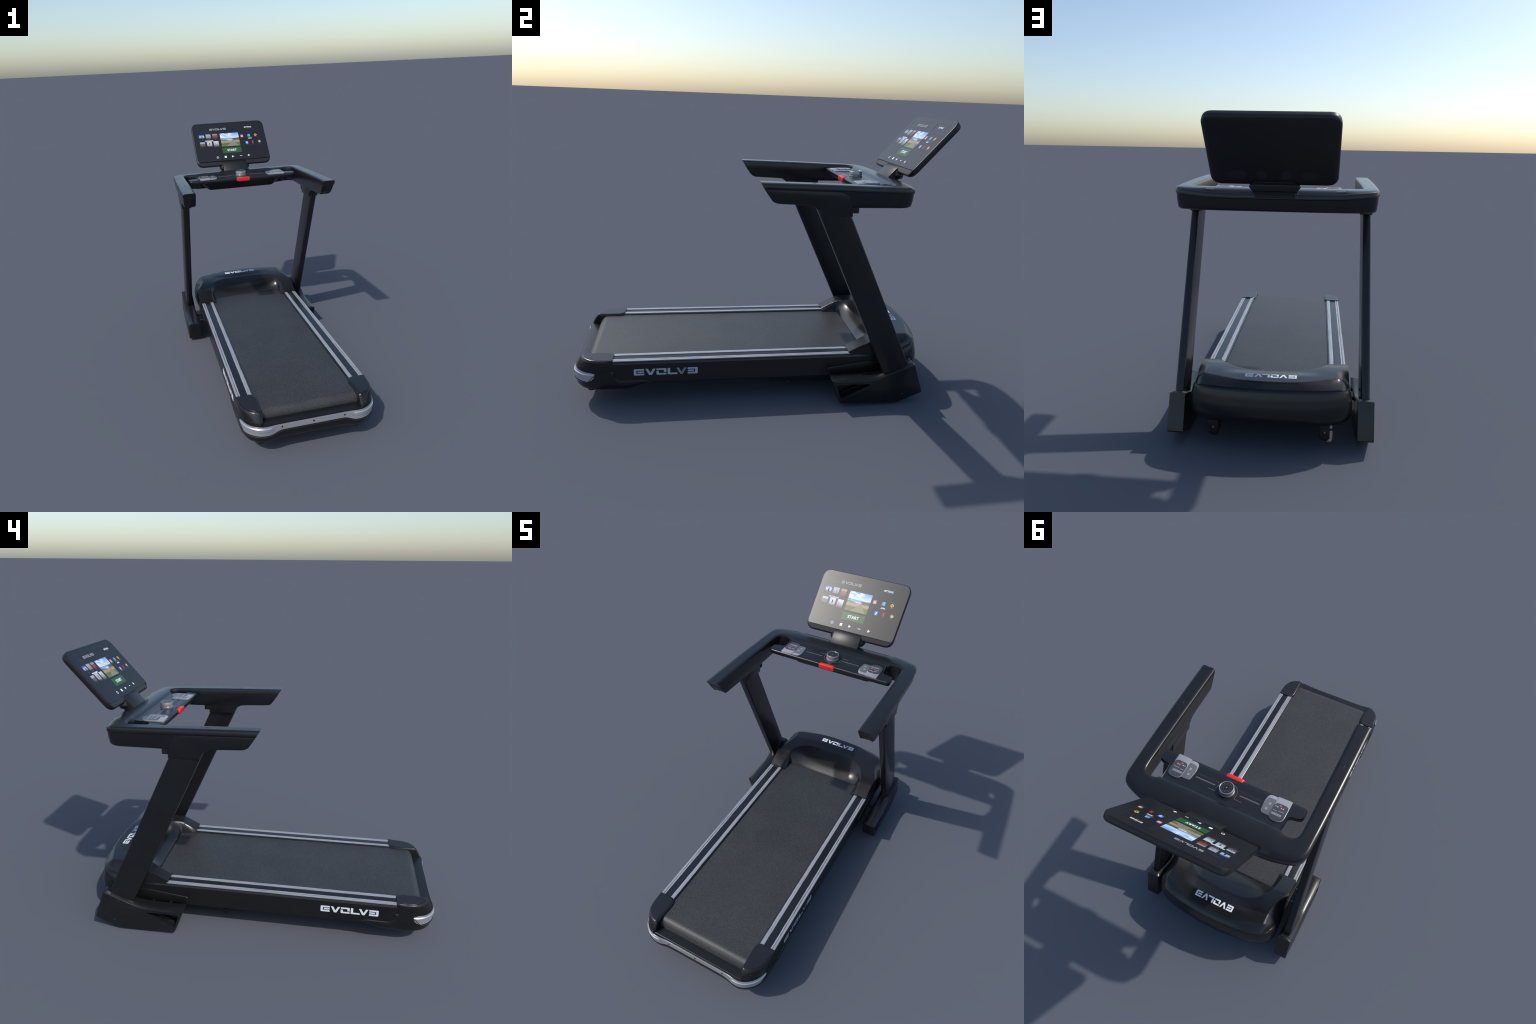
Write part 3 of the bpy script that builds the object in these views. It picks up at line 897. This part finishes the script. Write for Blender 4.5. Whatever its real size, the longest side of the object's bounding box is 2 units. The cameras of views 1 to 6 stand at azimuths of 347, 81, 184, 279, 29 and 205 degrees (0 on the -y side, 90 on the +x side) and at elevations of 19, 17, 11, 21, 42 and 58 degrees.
# keypads: two overlapping lens shapes with a silver lip
M_PADLIGHT = plastic("keypad_pale_grey", (0.29, 0.30, 0.32), 0.18, var=0.12)
M_PADDARK = plastic("keypad_smoke_grey", (0.060, 0.063, 0.070), 0.16, var=0.2)
M_PADMID = plastic("keypad_mid_grey", (0.125, 0.13, 0.14), 0.16, var=0.15)
for s in (1, -1):
    def on_con(u, v, w, s=s): return (s * u, v, console_top(v) + w)
    def on_pad(u, v, w, s=s): return (s * u, v, console_top(v) + (w * 1.45 if w > 0 else w))
    bm = bmesh.new()
    main_pl = fillet([(0.2285, 0.462), (0.2985, 0.460), (0.2985, 0.583), (0.226, 0.583)], [0.004, 0.004, 0.034, 0.028], 8)
    prism(bm, main_pl, -0.002, 0.0050, on_pad)
    pad = make_obj("keypad", bm, M_PADLIGHT, console, bevel=0.0015, segs=2)
    bm = bmesh.new()
    side_pl = fillet([(0.2287, 0.465), (0.184, 0.465), (0.1785, 0.512), (0.184, 0.568), (0.2287, 0.568)], [0, 0.030, 0.03, 0.016, 0], 8)
    prism(bm, side_pl, -0.002, 0.0030, on_pad)
    make_obj("keypad_wing", bm, M_PADLIGHT, pad, bevel=0.0012, segs=2)
    bm = bmesh.new()
    prism(bm, fillet([(0.2295, 0.493), (0.2970, 0.493), (0.2970, 0.5815), (0.2275, 0.5815)], [0.022, 0.022, 0.033, 0.027], 8), 0.0042, 0.0056, on_pad)
    make_obj("keypad_face", bm, M_PADDARK, pad)
    bm = bmesh.new()
    prism(bm, fillet([(0.2272, 0.482), (0.188, 0.482), (0.1803, 0.514), (0.1855, 0.5665), (0.2272, 0.5665)], [0.006, 0.018, 0.02, 0.013, 0.006], 8), 0.0022, 0.0035, on_pad)
    make_obj("keypad_wing_face", bm, M_PADMID, pad)
    # number strip and little legends
    bm = bmesh.new()
    prism(bm, [(0.232, 0.5455), (0.281, 0.5455), (0.281, 0.5565), (0.232, 0.5565)], 0.0050, 0.0061, on_pad)
    make_obj("number_strip", bm, M_PADLIGHT, pad)
    bm = bmesh.new()
    rng = random.Random(31 + s)
    for k in range(6):
        u0 = 0.2355 + k * 0.0078
        prism(bm, [(u0, 0.548), (u0 + 0.0018, 0.548), (u0 + 0.0018 + rng.uniform(0, .002), 0.554), (u0 - 0.0004, 0.554)], 0.0058, 0.0065, on_pad)
    make_obj("number_marks", bm, M_PADDARK, pad)
    bm = bmesh.new()
    for (u, v, w_, h_) in ((0.275, 0.514, 0.005, 0.007), (0.2655, 0.514, 0.004, 0.007), (0.247, 0.513, 0.006, 0.006), (0.238, 0.512, 0.004, 0.006)):
        prism(bm, fillet([(u - w_ / 2, v - h_ / 2), (u + w_ / 2, v - h_ / 2), (u + w_ / 2, v + h_ / 2), (u - w_ / 2, v + h_ / 2)], 0.0008, 2), 0.0050, 0.0061, on_pad)
    for u0, u1, v in ((0.258, 0.284, 0.530), (0.234, 0.252, 0.533)):
        k = u0
        while k < u1:
            prism(bm, [(k, v), (k + 0.0018, v), (k + 0.0018, v + 0.0022), (k, v + 0.0022)], 0.0050, 0.0061, on_pad)
            k += 0.0026
    make_obj("keypad_legend", bm, flat("legend_grey", (0.42, 0.42, 0.44), 0.4) if s > 0 else bpy.data.materials["legend_grey"], pad)
    bm = bmesh.new()
    cen = (0.2575, 0.504)
    ringp = [(cen[0] + 0.0052 * math.cos(2 * math.pi * k / 20), cen[1] + 0.0052 * math.sin(2 * math.pi * k / 20)) for k in range(20)]
    prism(bm, ringp, 0.0050, 0.0062, on_pad)
    make_obj("keypad_symbol", bm, M_RED_SOFT if s < 0 else flat("soft_red", (0.50, 0.10, 0.09), 0.4), pad)
    M_RED_SOFT = bpy.data.materials["soft_red"]
    bm = bmesh.new()
    for (u, v) in ((0.208, 0.512), (0.203, 0.541)):
        for (du, dv, a_, b_) in ((-0.003, 0, 0.0022, 0.0065), (0.0022, 0.002, 0.0030, 0.0040), (0.001, -0.004, 0.0045, 0.0018)):
            prism(bm, fillet([(u + du - a_, v + dv - b_), (u + du + a_, v + dv - b_), (u + du + a_, v + dv + b_), (u + du - a_, v + dv + b_)], 0.001, 2), 0.0030, 0.0039 + 0.0002 * du / 0.003, on_pad)
    make_obj("keypad_icon", bm, bpy.data.materials["keypad_pale_grey"], pad)
    # printed lettering and guide lines on the panel
    bm = bmesh.new()
    def dashes(u0, u1, v, h, gap=0.0012, lo=0.003, hi=0.0062, seed=3):
        rng = random.Random(seed)
        u = u0
        while u < u1:
            w_ = rng.uniform(lo, hi)
            # each stroke cluster reads as a block letter
            prism(bm, [(u, v), (u + w_, v), (u + w_, v + h), (u + w_ * 0.72, v + h), (u + w_ * 0.72, v + h * 0.35), (u + w_ * 0.3, v + h * 0.35), (u + w_ * 0.3, v + h), (u, v + h)], -0.001, 0.0008, on_con)
            u += w_ + gap
    dashes(0.064, 0.164, 0.5325, 0.0062, seed=5)
    make_obj("panel_lettering", bm, M_GREYPRINT, console)
    bm = bmesh.new()
    dashes(0.054, 0.164, 0.513, 0.0048, gap=0.002, seed=9)
    prism(bm, [(0.10, 0.5555), (0.163, 0.5555), (0.163, 0.5563), (0.10, 0.5563)], -0.001, 0.0007, on_con)
    make_obj("panel_fine_lettering", bm, M_LINE, console)
    bm = bmesh.new()
    lw = 0.0007
    arc = [(0.051 * math.sin(t), 0.541 - 0.047 * math.cos(t)) for t in [math.radians(6 + 84 * k / 14) for k in range(15)]] + [(0.0505, 0.5625), (0.087, 0.5625)]
    for p, q in zip(arc, arc[1:]):
        d_ = (Vector(q) - Vector(p)); nrm = Vector((-d_.y, d_.x)).normalized() * lw
        prism(bm, [tuple(Vector(p) + nrm), tuple(Vector(q) + nrm), tuple(Vector(q) - nrm), tuple(Vector(p) - nrm)], -0.001, 0.0007, on_con)
    make_obj("guide_line", bm, M_GREYPRINT, console)
bm = bmesh.new()
rng = random.Random(2)
u = -0.022
while u < 0.020:
    w_ = rng.uniform(0.0022, 0.004)
    prism(bm, [(u, 0.4815), (u + w_, 0.4815), (u + w_, 0.4850), (u, 0.4850)], 1.171, 1.1740, XY)
    u += w_ + 0.001
make_obj("panel_lettering", bm, M_LINE, console)
bm = bmesh.new()   # recessed script on the red key
u = -0.028
while u < 0.026:
    w_ = rng.uniform(0.003, 0.006)
    prism(bm, [(u, 1.1605), (u + w_, 1.1605), (u + w_, 1.1625), (u, 1.1625)], 0.4480, 0.4500, XZ)
    u += w_ + 0.0012
make_obj("key_lettering", bm, flat("dark_red", (0.35, 0.012, 0.01), 0.5), key)

# ================================================================== display
UD = Vector((0, 0.666, 0.746)).normalized(); ND = Vector((0, -UD.z, UD.y)); PD = Vector((0, 0.9766, 1.5013))
def scr(x, s, h=0.0):
    """Point on the display: x across, s metres down from the top edge, h above the glass."""
    s = 0.058 + (s - 0.058) * 1.0155
    p = PD - UD * s + ND * h
    return (x + 0.001, p.y, p.z)
SCR = lambda u, v, w: scr(u, v, w)
def rrect(x0, x1, s0, s1, r, seg=8): return fillet([(x0, s0), (x1, s0), (x1, s1), (x0, s1)], r, seg)
bm = bmesh.new()
def slab_outline(g):
    return rrect(-0.277 - g, 0.277 + g, -0.003 - g, 0.3655 + g, 0.050 + g, 10)
rings = []
for g, h in ((-0.010, -0.0003), (-0.0045, -0.0006), (-0.0018, -0.0020), (-0.0005, -0.006), (0, -0.012), (0, -0.022), (-0.002, -0.029), (-0.006, -0.034), (-0.012, -0.0365), (-0.022, -0.038)):
    rings.append([SCR(u, v, h - (0.45 * max(0, v - 0.336) if h > -0.012 else 0)) for u, v in slab_outline(g)])
loft(bm, rings)
display = make_obj("display", bm, M_CASE, root, angle=40)
bm = bmesh.new()
prism(bm, fillet([(-0.272, 0.002), (0.272, 0.002), (0.272, 0.334), (-0.272, 0.334)], [0.046, 0.046, 0.022, 0.022], 10), -0.002, 0.0003, SCR)
glass = make_obj("display_glass", bm, M_GLASS, display)
# speaker ovals on the back
for (x, s_, a_, b_) in ((-0.155, 0.300, 0.042, 0.024), (0.155, 0.300, 0.042, 0.024), (-0.053, 0.300, 0.022, 0.024), (0.053, 0.300, 0.022, 0.024)):
    bm = bmesh.new()
    prism(bm, [(x + a_ * math.cos(2 * math.pi * k / 32), s_ + b_ * math.sin(2 * math.pi * k / 32)) for k in range(32)], -0.0370, -0.0386, SCR)
    make_obj("speaker_grille", bm, plastic("grille_grey", (0.014, 0.014, 0.015), 0.6, gscale=260, grain=0.6) if "grille_grey" not in bpy.data.materials else bpy.data.materials["grille_grey"], display)

def picture(name, x0, x1, s0, s1, mat, h=0.0009):
    """A flat printed tile whose local axes run along the display, so picture materials stand upright."""
    bm = bmesh.new()
    w, hh = x1 - x0, s1 - s0
    prism(bm, [(-w / 2, -hh / 2), (w / 2, -hh / 2), (w / 2, hh / 2), (-w / 2, hh / 2)], 0, 0.0006, XY)
    ob = make_obj(name, bm, mat, display)
    c = Vector(scr((x0 + x1) / 2, (s0 + s1) / 2, h - 0.0006))
    ob.matrix_world = Matrix.Translation(c) @ Matrix(((1, 0, 0), (0, UD.y, ND.y), (0, UD.z, ND.z))).to_4x4()
    return ob
picture("landscape_picture", -0.073, 0.0685, 0.0965, 0.2145, landscape_material())
picture("start_button", -0.074, 0.0695, 0.2245, 0.2725, flat("start_green", (0.018, 0.095, 0.022), 0.335))
sky_g = (0.36, 0.42, 0.50)
THUMBS = [
    (-0.231, -0.192, 0.098, 0.130, [(0.0, (0.012, 0.012, 0.014)), (0.25, (0.30, 0.36, 0.45)), (0.55, (0.42, 0.50, 0.60)), (0.8, (0.03, 0.09, 0.36)), (1.0, (0.03, 0.10, 0.42))], 0.7),
    (-0.180, -0.143, 0.097, 0.134, [(0.0, (0.14, 0.15, 0.16)), (0.25, (0.20, 0.22, 0.25)), (0.6, (0.27, 0.32, 0.39)), (1.0, (0.31, 0.37, 0.47))], 0.15),
    (-0.130, -0.093, 0.096, 0.144, [(0.0, (0.020, 0.012, 0.012)), (0.35, (0.16, 0.045, 0.036)), (0.70, (0.26, 0.075, 0.060)), (0.80, (0.33, 0.32, 0.30)), (1.0, (0.20, 0.09, 0.08))], 0.12),
    (-0.231, -0.194, 0.163, 0.205, [(0.0, (0.014, 0.012, 0.011)), (0.30, (0.10, 0.085, 0.075)), (0.62, (0.14, 0.115, 0.10)), (0.70, (0.30, 0.38, 0.48)), (1.0, (0.33, 0.43, 0.55))], 0.12),
    (-0.180, -0.143, 0.161, 0.211, [(0.0, (0.012, 0.012, 0.013)), (0.18, (0.07, 0.065, 0.06)), (0.30, (0.30, 0.33, 0.36)), (0.6, (0.42, 0.47, 0.52)), (1.0, (0.48, 0.54, 0.60))], 0.15),
    (-0.130, -0.092, 0.161, 0.212, [(0.0, (0.03, 0.03, 0.032)), (0.25, (0.16, 0.165, 0.17)), (0.36, (0.24, 0.245, 0.25)), (0.55, (0.42, 0.44, 0.46)), (1.0, (0.56, 0.58, 0.61))], 0.06),
]
for k, (x0, x1, s0, s1, stops, nz) in enumerate(THUMBS):
    picture("thumbnail_picture", x0, x1, s0, s1, two_tone("thumb_%s" % "abcdef"[k], stops, noise=nz, nscale=45))
# little figures inside the thumbnails
def blob(name, pts, mat, h0=0.0008, h1=0.0013, parent=None):
    bm = bmesh.new(); prism(bm, pts, h0, h1, SCR)
    return make_obj(name, bm, mat, parent or display)
M_FIG = flat("figure_dark", (0.02, 0.02, 0.022), 0.5)
M_ORANGE = flat("figure_orange", (0.55, 0.10, 0.04), 0.5)
blob("runner_figure", [(-0.163, 0.172), (-0.160, 0.172), (-0.158, 0.181), (-0.160, 0.186), (-0.157, 0.194), (-0.161, 0.190), (-0.166, 0.197), (-0.163, 0.186), (-0.165, 0.180)], M_FIG)
blob("runner_figure", [(-0.159, 0.115), (-0.156, 0.115), (-0.156, 0.127), (-0.159, 0.127)], M_ORANGE)
blob("runner_figure", [(-0.167, 0.115), (-0.163, 0.115), (-0.163, 0.124), (-0.167, 0.124)], bpy.data.materials["legend_grey"])
blob("runner_figure", [(-0.217, 0.176), (-0.2145, 0.176), (-0.2145, 0.186), (-0.217, 0.186)], M_ORANGE)
blob("runner_figure", [(-0.121, 0.179), (-0.1185, 0.179), (-0.118, 0.187), (-0.1215, 0.187)], M_FIG)
blob("runner_figure", [(-0.212, 0.110), (-0.207, 0.110), (-0.205, 0.128), (-0.214, 0.128)], M_FIG)

# thin frames around the panels
def outline(x0, x1, s0, s1, w=0.0006):
    bm = bmesh.new()
    for a, b, c, d in ((x0, x1, s0, s0 + 2 * w), (x0, x1, s1 - 2 * w, s1), (x0, x0 + 2 * w, s0 + 2 * w, s1 - 2 * w), (x1 - 2 * w, x1, s0 + 2 * w, s1 - 2 * w)):
        prism(bm, [(a, c), (b, c), (b, d), (a, d)], 0.0001, 0.0007, SCR)
    make_obj("panel_frame", bm, M_LINE, display)
outline(-0.233, 0.069, 0.028, 0.084)
outline(0.081, 0.224, 0.028, 0.084)
outline(0.082, 0.225, 0.097, 0.216)
outline(-0.234, -0.091, 0.0955, 0.218)
# blue sweep behind the header lettering
M_SWEEP = flat("blue_sweep", (0.012, 0.024, 0.036), 0.335)
for a in ([(-0.225, 0.062), (-0.19, 0.061), (-0.14, 0.069), (-0.10, 0.077), (-0.15, 0.075), (-0.20, 0.068)],
          [(-0.228, 0.070), (-0.19, 0.069), (-0.14, 0.080), (-0.17, 0.080), (-0.21, 0.075)],
          [(-0.155, 0.036), (-0.13, 0.034), (-0.09, 0.040), (-0.06, 0.048), (-0.10, 0.043)]):
    blob("sweep_graphic", a, M_SWEEP, 0.0001, 0.00075)
# bottom touch keys
circ = lambda cx, cy, r0, a0=0, a1=2 * math.pi, n=20: [(cx + r0 * math.cos(a0 + (a1 - a0) * k / n), cy + r0 * math.sin(a0 + (a1 - a0) * k / n)) for k in range(n + 1)]
SK = 0.3035
bm = bmesh.new()
for k in range(16):
    a0 = -math.pi / 2 + 0.35 + (2 * math.pi - 0.7) * k / 16; a1 = a0 + (2 * math.pi - 0.7) / 16
    prism(bm, [(-0.119 + 0.0085 * math.cos(a0), SK + 0.0085 * math.sin(a0)), (-0.119 + 0.0085 * math.cos(a1), SK + 0.0085 * math.sin(a1)),
               (-0.119 + 0.0062 * math.cos(a1), SK + 0.0062 * math.sin(a1)), (-0.119 + 0.0062 * math.cos(a0), SK + 0.0062 * math.sin(a0))], 0.0001, 0.0009, SCR)
prism(bm, [(-0.1198, SK - 0.0095), (-0.1182, SK - 0.0095), (-0.1182, SK - 0.003), (-0.1198, SK - 0.003)], 0.0001, 0.0009, SCR)
make_obj("power_key", bm, M_WHITE, display)
blob("stop_key", rrect(-0.068, -0.052, SK - 0.008, SK + 0.008, 0.001, 2), M_WHITE, 0.0001, 0.0009)
blob("play_key", [(-0.012, SK - 0.0085), (0.004, SK), (-0.012, SK + 0.0085)], M_WHITE, 0.0001, 0.0009)
blob("minus_key", rrect(0.048, 0.064, SK - 0.0018, SK + 0.0018, 0.0004, 2), M_WHITE, 0.0001, 0.0009)
bm = bmesh.new()
prism(bm, [(0.1065, SK - 0.0022), (0.1128, SK - 0.0022), (0.1128, SK - 0.0085), (0.1172, SK - 0.0085), (0.1172, SK - 0.0022), (0.1235, SK - 0.0022), (0.1235, SK + 0.0022), (0.1172, SK + 0.0022), (0.1172, SK + 0.0085), (0.1128, SK + 0.0085), (0.1128, SK + 0.0022), (0.1065, SK + 0.0022)], 0.0001, 0.0009, SCR)
make_obj("plus_key", bm, M_WHITE, display)
for x0, x1 in ((-0.207, -0.147), (0.120, 0.176)):
    blob("speaker_slot", rrect(x0, x1, 0.3278, 0.3298, 0.0005, 2), M_LINE, 0.0001, 0.0009)
# app tiles
SZ = 0.0105
C_ = lambda n, c: flat(n, c, 0.42)
blob("app_tile", rrect(0.093 - SZ, 0.093 + SZ, 0.131 - SZ, 0.131 + SZ, 0.004, 4), two_tone("app_pink_orange", [(0, (0.85, 0.40, 0.08)), (0.45, (0.75, 0.10, 0.22)), (1, (0.36, 0.10, 0.60))]), 0.0001, 0.0009)
bm = bmesh.new()
for k in range(16):
    a0 = 2 * math.pi * k / 16; a1 = a0 + 2 * math.pi / 16
    prism(bm, [(0.093 + q * math.cos(a), 0.131 + q * math.sin(a)) for q, a in ((0.0062, a0), (0.0062, a1), (0.0045, a1), (0.0045, a0))], 0.0008, 0.0013, SCR)
make_obj("app_symbol", bm, M_WHITE, display)
blob("app_tile", rrect(0.146 - SZ, 0.146 + SZ, 0.130 - SZ, 0.130 + SZ, 0.005, 4), two_tone("app_sky_blue", [(0, (0.03, 0.14, 0.46)), (1, (0.12, 0.55, 0.78))], horizontal=True), 0.0001, 0.0009)
blob("app_tile", fillet([(0.199, 0.118), (0.211, 0.130), (0.199, 0.142), (0.187, 0.130)], 0.002, 3), C_("app_amber", (0.80, 0.42, 0.03)), 0.0001, 0.0009)
blob("app_symbol", fillet([(0.199, 0.125), (0.204, 0.130), (0.199, 0.135), (0.194, 0.130)], 0.0005, 2), M_FIG, 0.0008, 0.0013)
blob("app_tile", rrect(0.122 - SZ, 0.122 + SZ, 0.192 - SZ, 0.192 + SZ, 0.003, 4), C_("app_blue", (0.05, 0.20, 0.82)), 0.0001, 0.0009)
blob("app_symbol", [(0.1205, 0.2025), (0.1205, 0.194), (0.1175, 0.194), (0.1175, 0.1905), (0.1205, 0.1905), (0.1215, 0.186), (0.1245, 0.1845), (0.1275, 0.1845), (0.1275, 0.188), (0.1250, 0.1885), (0.1245, 0.1905), (0.1275, 0.1905), (0.1270, 0.194), (0.1245, 0.194), (0.1245, 0.2025)], M_WHITE, 0.0008, 0.0013)
bm = bmesh.new()
prism(bm, [(0.1615, 0.180), (0.1652, 0.180), (0.1690, 0.1925), (0.1690, 0.180), (0.1727, 0.180), (0.1727, 0.2015), (0.1690, 0.2015), (0.1652, 0.190), (0.1652, 0.2015), (0.1615, 0.2015)], 0.0001, 0.0009, SCR)
make_obj("app_tile", bm, C_("app_red", (0.62, 0.012, 0.015)), display)
for k, c in enumerate(((0.70, 0.06, 0.04), (0.75, 0.50, 0.04), (0.04, 0.34, 0.09))):
    a0 = -math.pi * 5 / 6 + k * 2 * math.pi / 3
    blob("app_tile", [(0.218, 0.189)] + circ(0.218, 0.189, 0.0105, a0, a0 + 2 * math.pi / 3, 8), C_("app_wheel_%s" % "abc"[k], c), 0.0001, 0.0009)
blob("app_symbol", circ(0.218, 0.189, 0.0048)[:-1], C_("app_wheel_hub", (0.30, 0.48, 0.85)), 0.0008, 0.0013)
# captions under tiles: rows of tiny strokes
def caption(cx, s_, w, h=0.0026, mat=None, seed=1, lvl=(0.0001, 0.0009)):
    bm = bmesh.new(); rng = random.Random(seed); u = cx - w / 2
    while u < cx + w / 2:
        q = rng.uniform(0.0014, 0.0028)
        prism(bm, [(u, s_ - h / 2 * rng.uniform(.7, 1)), (u + q, s_ - h / 2), (u + q, s_ + h / 2), (u, s_ + h / 2)], *lvl, SCR)
        u += q + 0.0008
    ob = make_obj("caption", bm, mat or M_GREYPRINT, display); ob["kind"] = "stuff"
for k, (cx, s_, w) in enumerate(((0.095, 0.146, 0.018), (0.148, 0.145, 0.038), (0.201, 0.1455, 0.018), (0.123, 0.2065, 0.018), (0.168, 0.2055, 0.013), (0.218, 0.2045, 0.018), (-0.210, 0.143, 0.008), (-0.161, 0.142, 0.022), (-0.110, 0.148, 0.009), (0.152, 0.0675, 0.012), (0.152, 0.0455, 0.012), (-0.215, 0.2085, 0.008))):
    caption(cx, s_, w, seed=k + 3)

# lettering with the built-in font, laid on the display
def display_text(name, body, cx, s_, size, mat, sx=1.0, h=0.0012):
    cu = bpy.data.curves.new(name, 'FONT')
    cu.body = body; cu.align_x = 'CENTER'; cu.align_y = 'CENTER'
    cu.size = size; cu.extrude = 0.0003; cu.offset = size * 0.028; cu.resolution_u = 3
    ob = bpy.data.objects.new(name, cu); COL.objects.link(ob)
    bpy.context.view_layer.update()
    me = bpy.data.meshes.new_from_object(ob.evaluated_get(bpy.context.evaluated_depsgraph_get()))
    bpy.data.objects.remove(ob); bpy.data.curves.remove(cu)
    me.name = name; me.materials.clear(); me.materials.append(mat)
    for v in me.vertices:
        v.co = Vector(scr(cx + v.co.x * sx, s_ - v.co.y, h + v.co.z))
    ob = bpy.data.objects.new(name, me); COL.objects.link(ob); ob.parent = display
    return ob
display_text("start_lettering", "START", -0.0025, 0.2490, 0.0245, M_WHITE, 0.98)
display_text("settings_lettering", "SETTINGS", 0.152, 0.0565, 0.0140, M_WHITE, 0.92)
display_text("apps_lettering", "APPS", 0.152, 0.1575, 0.0130, M_WHITE, 0.95)
display_text("programs_lettering", "PROGRAMS", -0.161, 0.1570, 0.0130, M_WHITE, 0.92, 0.0016)
display_text("virtual_lettering", "VIRTUAL", -0.002, 0.1570, 0.0105, M_WHITE, 1.0)

# ---- the wordmark: squared stencil letters
def wordmark():
    E_ = [[(0.10, 0), (1.48, 0), (1.48, 0.25), (0.37, 0.25), (0.37, 0.75), (1.48, 0.75), (1.48, 1), (0.10, 1), (0, 0.9), (0, 0.1)],
          [(0.54, 0.385), (1.46, 0.385), (1.46, 0.615), (0.54, 0.615)]]
    V_ = [[(0.0, 1), (0.37, 1), (0.74, 0.34), (1.11, 1), (1.48, 1), (0.93, 0), (0.55, 0)]]
    O_ = [[(0.03, 0.75), (1.10, 0.75), (1.10, 0.40), (1.46, 0.40), (1.46, 0.90), (1.36, 1), (0.03, 1)],
          [(0.02, 0.60), (0.02, 0.10), (0.12, 0), (1.46, 0), (1.46, 0.25), (0.38, 0.25), (0.38, 0.60)]]
    L_ = [[(0, 1), (0, 0.08), (0.08, 0), (1.46, 0), (1.40, 0.25), (0.38, 0.25), (0.38, 1)]]
    R_ = [[(1.48 - x, y) for x, y in p][::-1] for p in E_]
    out = []
    for k, g in enumerate((E_, V_, O_, L_, V_, R_)):
        out.append([[((x + (0, 1.64, 3.21, 4.84, 6.12, 7.75)[k]) / 9.23, y) for x, y in p] for p in g])
    return out
WM = wordmark()
def place_wordmark(parent, place, mats, lo=-0.0008, hi=0.0009, cuts=0, name="wordmark_letter"):
    for k, letter in enumerate(WM):
        bm = bmesh.new()
        for p in letter:
            prism(bm, p, 0, 1, XY)
        if cuts:
            bmesh.ops.triangulate(bm, faces=bm.faces[:])
            bmesh.ops.subdivide_edges(bm, edges=bm.edges[:], cuts=cuts, use_grid_fill=True)
        for v in bm.verts:
            v.co = Vector(place(v.co.x, v.co.y, lo + (hi - lo) * v.co.z))
        make_obj(name, bm, mats[k], parent)
W6 = [M_WHITE] * 6
M_WM2 = flat("shade_tinted_white_print", (0.42, 0.47, 0.57), 0.45)  # white lettering, colour pulled to blue-grey for the right side's shade
M_WM3 = flat("dim_grey_print", (0.22, 0.25, 0.31), 0.45)
def hood_mark(u, v, w):
    x = -0.118 + 0.236 * u; y = 0.790 + 0.0345 * v
    return (x, y, hood_z(x, y) + w)
place_wordmark(hood, hood_mark, [M_WHITE] * 4 + [flat("blue_white_print", (0.52, 0.57, 0.66), 0.45)] * 2)
place_wordmark(deck_frame, lambda u, v, w: (0.3605 + w, -0.683 + 0.329 * u, 0.172 + 0.0365 * v), [M_WM2] * 4 + [M_WM3, M_WM2])
place_wordmark(deck_frame, lambda u, v, w: (-0.3605 - w, -0.389 - 0.308 * u, 0.172 + 0.0365 * v), W6)
M_GREYMARK = flat("silver_print", (0.30, 0.31, 0.33), 0.4)
place_wordmark(display, lambda u, v, w: scr(-0.1435 + 0.125 * u, 0.0665 - 0.0165 * v, 0.0010 + w * 0.4), [M_GREYMARK] * 6)

# ================================================================== display neck
bm = bmesh.new()
NECK = [(0.692, 1.182), (0.7355, 1.2300), (0.760, 1.246), (0.778, 1.232), (0.772, 1.205), (0.757, 1.180), (0.7515, 1.152), (0.735, 1.150), (0.715, 1.165)]
prism(bm, NECK, -0.088, 0.088, YZ)
neck = make_obj("display_neck", bm, M_CASE, root, bevel=0.004, segs=2, bev_angle=30)
# six-sided hinge barrel with pointed ends, and the flared foot of the bracket
bm = bmesh.new()
hexring = lambda x, r_: [(x, 0.757 + r_ * math.cos(2 * math.pi * k / 6 + 0.25), 1.198 + r_ * math.sin(2 * math.pi * k / 6 + 0.25)) for k in range(6)]
loft(bm, [hexring(-0.1135, 0.004), hexring(-0.096, 0.027), hexring(0.096, 0.027), hexring(0.1135, 0.004)])
make_obj("hinge_barrel", bm, M_CASE, neck, bevel=0.003, segs=2, bev_angle=25)
bm = bmesh.new()
prism(bm, [(-0.090, 1.148), (0.090, 1.148), (0.080, 1.176), (-0.080, 1.176)], 0.735, 0.7525, XZ)
make_obj("bracket_foot", bm, M_CASE, neck, bevel=0.003, segs=2)
